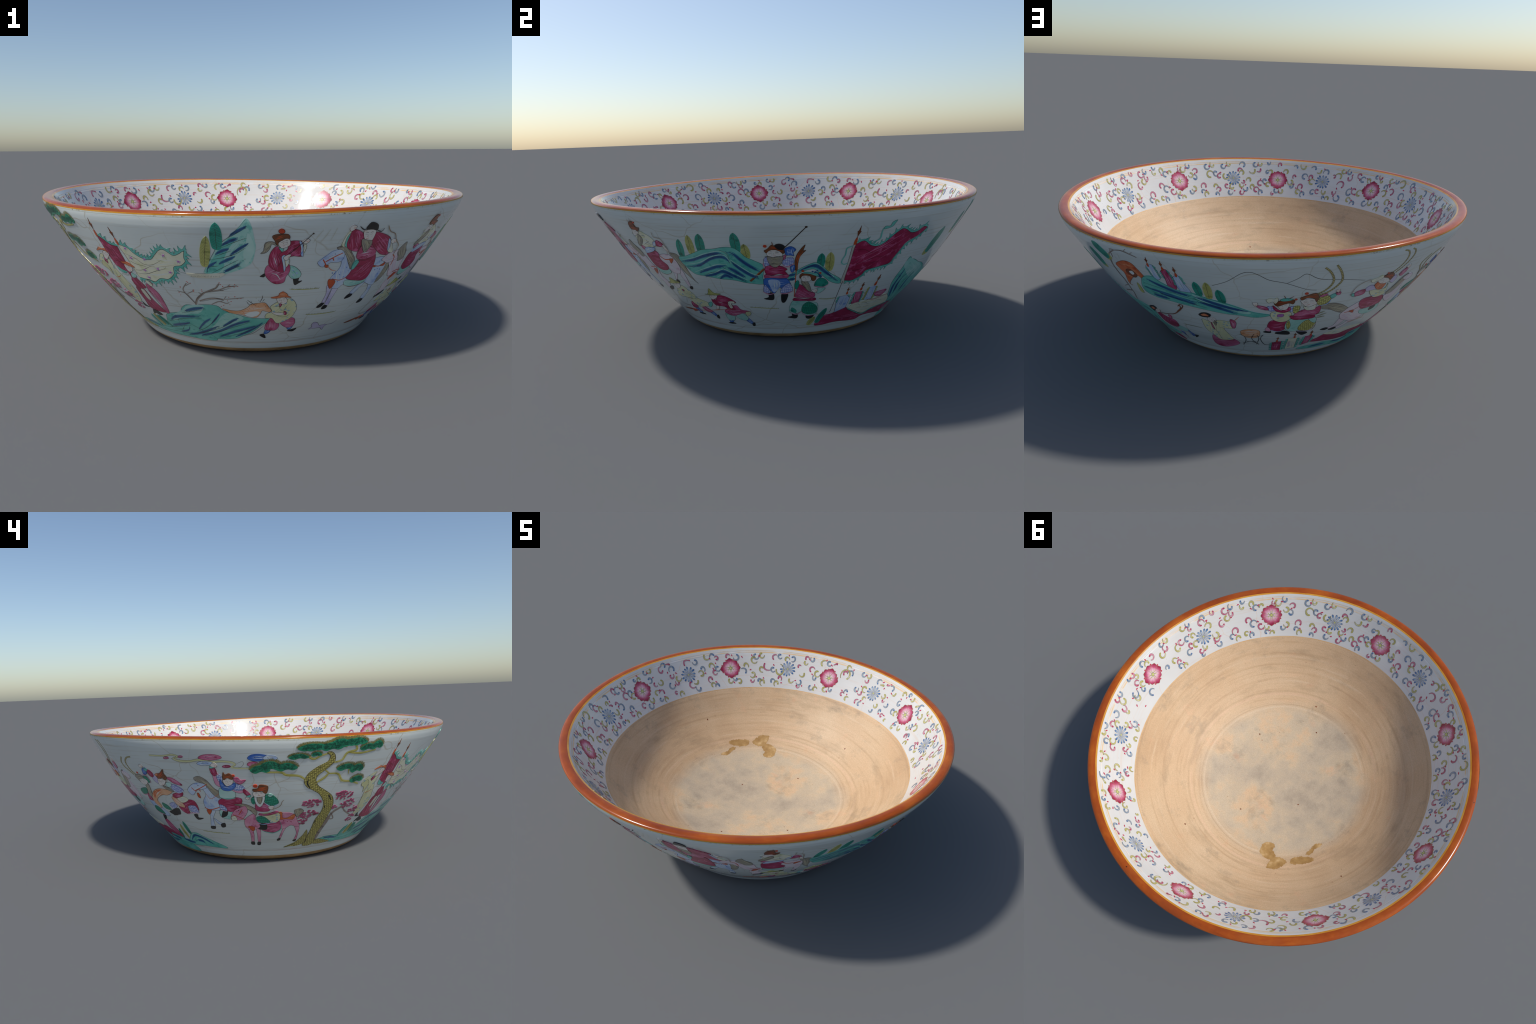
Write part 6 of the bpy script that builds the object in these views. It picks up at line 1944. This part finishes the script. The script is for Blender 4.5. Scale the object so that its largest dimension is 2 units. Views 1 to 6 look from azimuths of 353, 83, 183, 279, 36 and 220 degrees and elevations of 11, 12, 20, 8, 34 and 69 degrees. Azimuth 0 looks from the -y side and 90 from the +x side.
fill("apron", "mail_green", [-28, -38, 8, -36, 35, -67, -4, -71, -25, -63])
line("pale_blue", 4, [-28, -72, 6, -79, 38, -72, 67, -72])
fill("belt", "crimson_pink", [-16, -18, 18, -19, 67, -6, 72, -15, 28, -28, -12, -27])
fill("torso", "crimson_pink", [-24, 43, 1, 39, 39, 22, 30, -3, -11, -5, -30, 9])
fill("sleeve", "mail_green", [-45, 62, -29, 73, -29, 40, -41, 37])
fill("sleeve", "mail_green", [13, 76, 37, 85, 64, 62, 72, 37, 43, 24, 14, 43])
line("pale_blue", 5, [14, 39, 43, 21, 73, 34])
fill("scarf", "pale_teal", [24, 82, 37, 86, 48, 79, 35, 71])
fill("hand", "skin", [28, 22, 52, 24, 47, 4, 33, 7])
line("brown_line", 2.6, [42, 4, 66, 12, 82, 25, 88, 45, 95, 52], taper=0.1)
fill("beard", "white_wash", [-28, 79, 11, 79, 9, 45, -9, 20, -26, 39])
fill("beard_hair", "hair_grey", [-20, 73, 4, 72, 1, 48, -8, 34, -19, 48], ink=0)
fill("face", "skin", [-31, 99, 10, 95, 12, 76, -29, 74])
line("ink", 1.4, [-23, 94, -12, 93])
line("ink", 1.4, [-3, 91, 5, 93])
line("orange", 1.4, [-15, 82, -2, 82])
fill("crown", "brown", [-35, 110, -15, 114, -6, 132, 25, 127, 27, 109, 21, 91, 9, 93, 3, 103, -27, 99])
dots("red_dot", 8, [-23, 127])

figure("pine_tree", -66.2, 414, 1)
line("bark_yellow", 12, [-20, 36, 11, 57, 25, 76], taper=0.35)
line("ink", 1.2, [-20, 33, 11, 54, 26, 74])
line("bark_yellow", 10, [25, 76, 70, 71, 101, 37, 148, 27, 196, 10], taper=0.35)
line("ink", 1.2, [26, 74, 70, 69, 102, 35, 149, 25, 198, 7])
line("bark_yellow", 7, [6, 95, 29, 77], taper=0.35)
line("ink", 1.2, [7, 93, 30, 74])
line("bark_yellow", 11, [35, 128, 68, 138, 82, 169, 119, 181, 107, 206], taper=0.35)
line("ink", 1.2, [35, 125, 69, 136, 82, 167, 120, 178, 107, 204])
line("bark_yellow", 9, [85, 172, 144, 164, 211, 174], taper=0.35)
line("ink", 1.2, [86, 170, 145, 162, 213, 171])
line("bark_yellow", 10, [10, 175, -25, 163, -52, 150, -87, 166, -126, 152], taper=0.35)
line("ink", 1.2, [11, 173, -25, 161, -52, 147, -87, 163, -126, 149])
line("bark_yellow", 11, [-69, 51, -101, 73, -154, 80, -176, 93, -235, 95], taper=0.35)
line("ink", 1.2, [-69, 49, -101, 71, -154, 77, -176, 90, -235, 92])
line("bark_yellow", 6, [101, 37, 95, 31], taper=0.35)
line("ink", 1.2, [102, 35, 96, 28])
line("bark_yellow", 5, [121, 68, 116, 89, 141, 71], taper=0.35)
line("ink", 1.2, [122, 65, 117, 86, 142, 68])
line("bark_yellow", 6, [73, 197, 51, 201, 19, 194], taper=0.35)
line("ink", 1.2, [74, 195, 51, 199, 19, 191])
fill("root", "bark_scales", [-123, -328, -51, -300, -15, -261, 2, -226, 23, -300, -29, -324, -82, -325])
fill("trunk", "bark_scales", [12, -328, 17, -286, 25, -225, 29, -169, 48, -122, 44, -75, 12, -28, -24, -3, -56, 15, -75, 42, -70, 68, -59, 87, -33, 110, -9, 124, 10, 137, 13, 161, -3, 175, 13, 180, 32, 164, 38, 135, 22, 112, 3, 93, -21, 69, -23, 44, -3, 16, 34, -8, 76, -39, 99, -81, 101, -128, 95, -170, 89, -213, 79, -260, 84, -323], ink=1.8)
line("black", 6, [-59, 57, -59, 31, -41, 9])
line("black", 6, [20, 170, 18, 161])
line("black", 6, [-23, 105, -14, 114])
line("black", 6, [58, -32, 78, -62])
line("black", 6, [56, -88, 58, -103])
line("black", 6, [36, -169, 30, -187])
line("black", 6, [18, -272, 22, -314])
line("black", 6, [65, -44, 56, -32])
fill("root", "bark_scales", [81, -321, 108, -297, 166, -308, 223, -324, 146, -329])
line("ink", 2, [-112, -327, -43, -304])
line("ink", 2, [23, -300, 14, -264])
pine_clumps([-68, 201, -44, 200], 95, 42)
pine_clumps([-111, 162], 75, 32)
pine_clumps([-43, 170], 40, 28)
pine_clumps([44, 213, 13, 201], 85, 50)
pine_clumps([111, 216, 83, 213], 85, 45)
pine_clumps([169, 188], 68, 40)
pine_clumps([210, 194], 52, 52)
pine_clumps([99, 100], 80, 42)
pine_clumps([154, 90], 62, 54)
pine_clumps([175, 35], 65, 44)
pine_clumps([-220, 122], 85, 58)
pine_clumps([-260, 108], 75, 50)
pine_clumps([-156, 116], 85, 50)

figure("blossom_tree", -57.1, 287)
line("bark_grey", 24, [-44, -185, -43, -109, -29, -60, -23, -27], taper=0.3)
line("bark_grey", 15, [-24, -30, -10, -4, 8, 8, 27, 21], taper=0.3)
line("bark_grey", 7, [27, 21, 52, -8, 107, -41], taper=0.3)
line("bark_grey", 8, [-77, -11, -99, -2, -128, -11], taper=0.3)
line("bark_grey", 6, [-26, -45, 5, -46, -25, -8], taper=0.3)
line("ink", 1.2, [-54, -180, -51, -105, -24, -23, 26, 23])
line("ink", 1.2, [-33, -184, -30, -114, -15, -55])
line("ink", 1.2, [-76, -14, -127, -13])
blossoms([-135, 57], 100, 52, 34)
blossoms([-146, -3], 120, 48, 34)
blossoms([-169, -37], 75, 55, 22)
blossoms([6, 86], 100, 60, 34)
blossoms([47, 34], 80, 60, 26)
blossoms([103, -7], 60, 50, 18)
blossoms([120, -59], 55, 45, 14)
blossoms([-19, 24], 32, 34, 8)

figure("rock_bank", -35.8, 121)
plume([-124, -14, -124, 51], 22, 'green')
plume([-94, -1, -97, 68], 22, 'olive')
plume([-48, 2, -69, 64], 18, 'green')
fill("rock", "teal", [-248, -7, -195, 3, -131, -10, -39, 2, 12, 33, 34, 66, 103, 13, 153, -46, 18, -46, -114, -41], ink=1)
line("navy", 6, [-222, -5, -182, -6, -131, -19])
line("navy", 6, [-14, -20, 33, -2, 55, 25])
line("navy", 6, [34, -25, 83, -12, 103, 6])
line("ink", 1.2, [-143, -23, -63, -25, 83, -12])
line("ink", 1.2, [-4, -12, 36, 30])

finish_figure()
